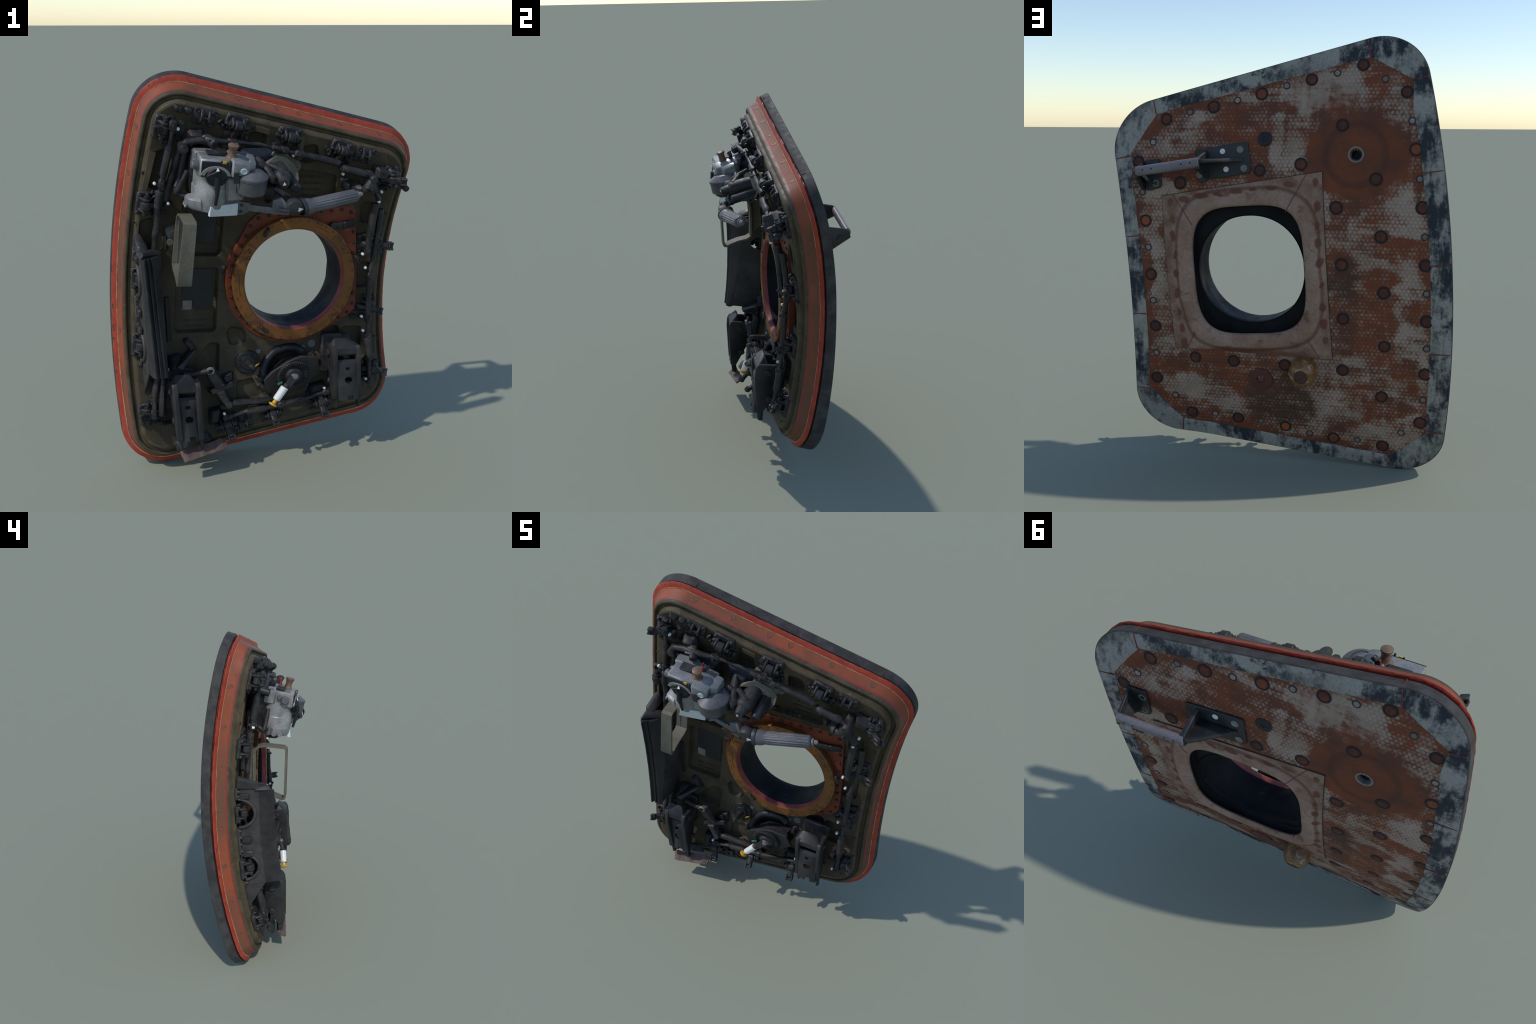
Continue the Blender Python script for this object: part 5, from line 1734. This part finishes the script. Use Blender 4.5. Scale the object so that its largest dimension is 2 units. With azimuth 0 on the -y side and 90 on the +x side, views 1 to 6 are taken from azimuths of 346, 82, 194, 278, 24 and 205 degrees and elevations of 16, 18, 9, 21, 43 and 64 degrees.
# ------------------------------------------------------------------ hinges at the lower edge
def hinge(name, p0, p1, qt, qb, ht, hb, lean, tong):
    """bracket from (qt,ht) to (qb,hb) between p0 and p1, shifted by lean at the foot"""
    def at(x, t, dh=0.0):
        return (x + lean * t, qt + (qb - qt) * t, ht + (hb - ht) * t + dh)
    w = p1 - p0
    g = G()
    # crown: inclined shield at the top
    g.hull([at(p0 + w * .14, -.06, -.060), at(p1 - w * .20, -.06, -.060), at(p0, .10), at(p1, .10), at(p0, .22, .004), at(p1, .22, .004),
            at(p0 + w * .20, .02, -.018), at(p1 - w * .26, .02, -.018), at(p0, .22, -.03), at(p1, .22, -.03), at(p0, .08, -.07), at(p1, .08, -.07)], .010)
    top = part(name, g, M['cover'], hatch, wobble=.002)
    g = G()
    # two side cheeks
    for x, s in ((p0, 1), (p1, -1)):
        g.hull([at(x, .05, -.004), at(x + s * .020, .05, -.004), at(x, .05, -.115), at(x + s * .020, .05, -.115),
                at(x, .55, .006), at(x + s * .020, .55, .006), at(x, .60, -.105), at(x + s * .020, .60, -.105),
                at(x, .28, .012), at(x + s * .020, .28, .012), at(x, .12, .006), at(x + s * .02, .12, .006), at(x + s * .002, .82, .004), at(x + s * .022, .82, .004), at(x + s * .004, 1.0, -.012), at(x + s * .022, 1.0, -.012), at(x + s * .004, 1.0, -.045), at(x + s * .022, 1.0, -.045)], .008)
        g.hull([at(x + s * .006, .96, -.010), at(x + s * .022, .96, -.010), at(x + s * .006, .96, -.045), at(x + s * .022, .96, -.045),
                at(x + s * .008, 1.16, -.018), at(x + s * .022, 1.16, -.018), at(x + s * .008, 1.16, -.048), at(x + s * .022, 1.16, -.048)], .006)
    part('hinge_cheek', g, M['cover'], top, wobble=.002)
    g = G()
    # curved tongue plate with square and round openings, built as a frame of bars
    xa, xb = p0 + .019, p1 - .019
    nx, nt = 22, 44
    c0 = (xa + xb) / 2
    vs, fs = [], []
    thick = .012
    for j in range(nt + 1):
        t = .30 + .72 * j / nt
        for i in range(nx + 1):
            x = xa + (xb - xa) * i / nx
            u = (i / nx - .5) * 2
            bow = .012 * (1 - u * u) * math.sin(math.pi * min(1, (t - .30) / .30) * .5) - .010 * max(0, (.36 - t) / .06)
            vs.append(at(x, t, tong - .008 + bow))
    hole = lambda x, t: (abs(x - c0) < .011 and abs(t - .46) < .028) or (((x - c0) / .021) ** 2 + ((t - .66) / .060) ** 2 < 1) or (abs(x - c0 - .006) < .016 and t > .93)
    cell = {}
    for j in range(nt):
        for i in range(nx):
            x = xa + (xb - xa) * (i + .5) / nx
            t = .30 + .72 * (j + .5) / nt
            if not hole(x, t):
                a = j * (nx + 1) + i
                fs.append((a, a + 1, a + nx + 2, a + nx + 1))
    n0 = len(vs)
    vs2 = vs + [(x, q, h - thick) for x, q, h in vs]
    edges = {}
    for f in fs:
        for k in range(4):
            e = (f[k], f[(k + 1) % 4])
            edges[e] = 1
    allf = list(fs) + [tuple(i + n0 for i in f[::-1]) for f in fs]
    for (a, b) in edges:
        if (b, a) not in edges:
            allf.append((b, a, a + n0, b + n0))
    g.add(vs2, allf)
    part('hinge_tongue', g, M['cover'], top, wobble=.001)
    g = G()
    xm = (p0 + p1) / 2
    a_, b_ = np.array(at(p0 - .012, .20, -.060)), np.array(at(p1 + .012, .20, -.060))
    g.cyl(a_, b_, .022, n=18, ch=.005)
    a_, b_ = np.array(at(p0 - .010, .70, -.075)), np.array(at(p1 + .010, .70, -.075))
    g.cyl(a_, b_, .019, n=18, ch=.005)
    g.hull([at(xa, .32, -.05), at(xb, .32, -.05), at(xa, .48, -.03), at(xb, .48, -.03), at(xa, .32, -.02), at(xb, .32, -.02), at(xa, .48, -.11), at(xb, .48, -.11)], .008)
    g.hull([(x, q, h) for x in (p0 - .004, p1 + .006) for q in (qt + .02, qt - .20) for h in (PB - .004, PB + .030)], .010)
    part('hinge_pin', g, M['dark'], top, wobble=.002)
    return top


hl = hinge('hinge', -.478, -.346, -.505, -.855, .378, .324, .052, -.008)
hr = hinge('hinge', .350, .500, -.350, -.690, .352, .308, .046, .012)
# folded rusty bar under the left hinge
rr = []
for i, t in enumerate(np.linspace(0, 1, 16)):
    c = np.array([-.398, -.952, .276]) * (1 - t) + np.array([-.172, -.898, .262]) * t
    wv = .004 * math.sin(t * 17) + .003 * math.sin(t * 31)
    a = math.radians(-48)
    du = np.array([.05 * (1 - t) * .2, math.sin(a) * .034, -math.cos(a) * .018 + .030])
    nv = np.array([0, .010, .012])
    rr.append(np.array([c - du + nv * .3 + (0, wv, wv), c + du + nv * .3, c + du - nv * .6, c - du - nv * .6 + (0, wv, 0)]))
part('folded_bar', G().rings(rr), M['bar'], hl, wobble=.003)
g = G()
g.hull([(-.43, -.875, .20), (-.25, -.84, .20), (-.42, -.93, .215), (-.23, -.885, .215), (-.42, -.87, .225), (-.26, -.84, .225), (-.41, -.925, .24), (-.24, -.88, .235)], .008)
part('bar_bracket', g, M['dark'], hl, wobble=.003)

# ------------------------------------------------------------------ crank arm, disc, geared dial along the lower edge
g = G()
g.tube([(-.395, -.512, .240), (-.355, -.512, .245), (-.315, -.500, .262), (-.271, -.486, .278)], [.020, .016, .018, .017], 12)
g.hull([(-.300, -.480, .250), (-.250, -.470, .250), (-.225, -.600, .235), (-.175, -.592, .235), (-.292, -.492, .286), (-.255, -.480, .286), (-.225, -.590, .262), (-.185, -.590, .262)], .008)
g.hull([(-.262, -.612, .190), (-.125, -.572, .190), (-.258, -.632, .190), (-.125, -.598, .190), (-.258, -.606, .262), (-.13, -.568, .232), (-.255, -.628, .262), (-.13, -.592, .232)], .006)
g.hull([(-.235, -.610, .225), (-.180, -.600, .225), (-.178, -.706, .215), (-.138, -.698, .215), (-.228, -.618, .262), (-.188, -.610, .262), (-.172, -.700, .256), (-.146, -.695, .256)], .008)
g.cyl((-.160, -.692, .190), (-.160, -.692, .258), .020, n=16)
part('lower_crank', g, M['dark'], hatch, wobble=.003)
g = G().lathe((-.268, -.486, .276), (0, -.3, 1), [(.022, 0), (.022, .012), (.017, .014), (.013, .012), (.012, .002), (.0001, .002)], 20, caps=False)
part('crank_eye', g, M['patch'], hatch)
g = G()
g.hull([(-.185, -.535, PB), (-.125, -.520, PB), (-.185, -.61, PB), (-.12, -.60, PB), (-.180, -.54, .20), (-.130, -.525, .20), (-.18, -.60, .20), (-.125, -.595, .20)], .006)
g.cyl((-.160, -.560, .195), (-.160, -.560, .215), .016, n=14)
g.hull([(-.252, -.715, PB), (-.186, -.710, PB), (-.250, -.812, PB), (-.196, -.800, PB), (-.248, -.72, .228), (-.190, -.715, .228), (-.246, -.80, .225), (-.20, -.795, .225)], .010)
g.hull([(.288, -.615, PB), (.372, -.600, PB), (.290, -.68, PB), (.368, -.672, PB), (.292, -.62, .222), (.368, -.606, .222), (.294, -.675, .222), (.362, -.668, .222)], .010)
part('rod_block', g, M['black'], hatch, wobble=.002)
g = G()
g.hull([(-.395, -.330, PB), (-.375, -.322, PB), (-.318, -.392, PB), (-.345, -.402, PB), (-.392, -.335, .206), (-.375, -.328, .206), (-.322, -.390, .206), (-.345, -.398, .206)], .005)
g.hull([(-.365, -.395, .19), (-.325, -.380, .19), (-.445, -.470, .205), (-.410, -.488, .205), (-.36, -.395, .216), (-.33, -.380, .210), (-.44, -.462, .296), (-.416, -.474, .290)], .006)
g.hull([(-.47, -.415, PB), (-.40, -.405, PB), (-.47, -.485, PB), (-.39, -.495, PB), (-.46, -.42, .240), (-.41, -.412, .230), (-.46, -.48, .275), (-.40, -.485, .270)], .012)
for p, q in ((-.378, -.347), (-.388, -.438), (-.405, -.458)):
    g.cyl((p, q, .20), (p, q, .240 if q < -.4 else .214), .009, n=12)
part('small_bracket', g, M['dark'], hatch, wobble=.002)
# flanged disc with pin
g = G().lathe((-.048, -.477, PB), (0, 0, 1), [(.066, -.004), (.066, .006), (.062, .010), (.040, .011), (.036, .020), (.0001, .021)], 36, caps=False)
for a in range(0, 360, 45):
    x, y = -.048 + .051 * math.cos(DEG(a + 20)), -.477 + .051 * math.sin(DEG(a + 20))
    g.cyl((x, y, PB + .008), (x, y, PB + .016), .0065, n=10)
disc = part('flanged_disc', g, M['black'], hatch)
g = G()
g.cyl((-.048, -.477, PB + .018), (-.050, -.480, .282), .018, .015, n=18, ch=.004)
g.cyl((-.050, -.480, .280), (-.050, -.480, .294), .010, .009, n=14)
part('disc_pin', g, M['dark'], disc)
# geared dial on a hexagonal plate with a flexible drive
g = G()
g.prism([(.020, -.562), (.055, -.515), (.135, -.452), (.200, -.424), (.290, -.432), (.322, -.520), (.290, -.562), (.235, -.632), (.150, -.660), (.068, -.648), (.038, -.622)], .226, .246, .004)
TILT = lambda g: setattr(g, 'v', [(p, q, h + .026 + (q + .537) * .34 * max(0.0, min(1.0, (h - .20) / .04))) if h > .19 else (p, q, h) for p, q, h in g.v]) or g
gp = part('dial_plate', TILT(g), M['cover'], hatch)
g = G()
g.hull([(.03, -.56, PB), (.13, -.47, PB), (.29, -.45, PB), (.30, -.54, PB), (.22, -.62, PB), (.07, -.63, PB), (.05, -.56, .23), (.14, -.48, .23), (.27, -.46, .23), (.29, -.53, .23), (.22, -.61, .23), (.08, -.62, .23)], .004)
part('dial_base', TILT(g), M['black'], gp)
GC = (.170, -.537)
tt = np.linspace(0, 2 * math.pi, 40 * 6, endpoint=False)
cg = np.clip(np.cos(tt * 40) * 2.2, -1, 1)
mk = lambda r, h, d: np.column_stack([GC[0] + (r + 0 * tt) * np.cos(tt), GC[1] + (r + 0 * tt) * np.sin(tt), h + d * cg])
g = G().rings([mk(.084, .243, 0), mk(.087 , .250, .0005), mk(.086, .262, .0022), mk(.080, .268, .0032), mk(.066, .268, .0032), mk(.060, .264, .001), mk(.056, .258, 0), mk(.052, .257, 0), mk(.048, .262, 0), mk(.038, .274, 0), mk(.030, .278, 0), mk(.010, .279, 0)])
dial = part('gear_dial', TILT(g), M['cover'], gp, angle=28)
g = G().lathe((*GC, .274), (.05, -.05, 1), [(.024, 0), (.024, .014), (.020, .020), (.015, .022), (.014, .034), (.0001, .036)], 24, caps=False)
part('dial_hub', g.xf(Matrix.Translation((0, 0, .014))), M['handlebar'], dial)
g = G()
g.hull([(GC[0] - .016, GC[1] + .008, .296), (GC[0] + .012, GC[1] - .012, .296), (GC[0] - .016, GC[1] + .008, .312), (GC[0] + .012, GC[1] - .012, .312),
        (.112, -.590, .306), (.132, -.606, .306), (.112, -.590, .328), (.132, -.606, .328)], .005)
g.cyl((.130, -.582, .312), (.104, -.612, .320), .017, n=14)
part('dial_crank', g, M['dark'], dial)
g = G().cyl((.116, -.594, .318), (.072, -.664, .313), .0215, .020, n=22, ch=.003)
part('white_sleeve', g, M['white'], dial)
g = G()
g.cyl((.073, -.663, .313), (.060, -.683, .311), .011, n=16)
g.lathe((.060, -.683, .311), (-.55, -.83, -.03), [(.012, 0), (.022, .004), (.023, .010), (.019, .014), (.0001, .015)], 20, caps=False)
part('yellow_end', g, M['yellow'], dial)
g = G().box((.098, -.578, .290), (.030, .012, .004), rotm(0, 15, 18), .001)
part('green_tag', g, M['green'], dial)
pth = [(.040, -.565, .188), (.038, -.520, .186), (.055, -.468, .183), (.095, -.425, .181), (.150, -.405, .180), (.205, -.405, .180), (.245, -.428, .182)]
pth = np.array(pth)
fine = []
for i in range(len(pth) - 1):
    for t in np.linspace(0, 1, 8, endpoint=False):
        fine.append(pth[i] * (1 - t) + pth[i + 1] * t)
fine.append(pth[-1])
fine = np.array(fine)
for _ in range(4):
    fine[1:-1] = (fine[:-2] + fine[1:-1] + fine[2:]) / 3
g = G().tube(fine, [.024 + .0008 * (i % 2) for i in range(len(fine))], 14)
part('flexible_drive', g, M['black'], gp)
g = G()
for p, q, h in ((.300, -.452, .205), (.018, -.568, .20), (.028, -.612, .20), (.105, -.672, .20), (.265, -.612, .20)):
    g.cyl((p, q, PB - .002), (p, q, h + .022), .014, .012, n=12)
    g.box((p, q, PB + .006), (.046, .034, .012), rotm(0, 0, 40), .004)
part('dial_foot', g, M['dark'], gp, wobble=.002)
g = G()
g.box((-.002, -.492, .195), (.034, .008, .010), rotm(0, 0, 38), .002)
part('yellow_wire', g, M['yellow'], disc)
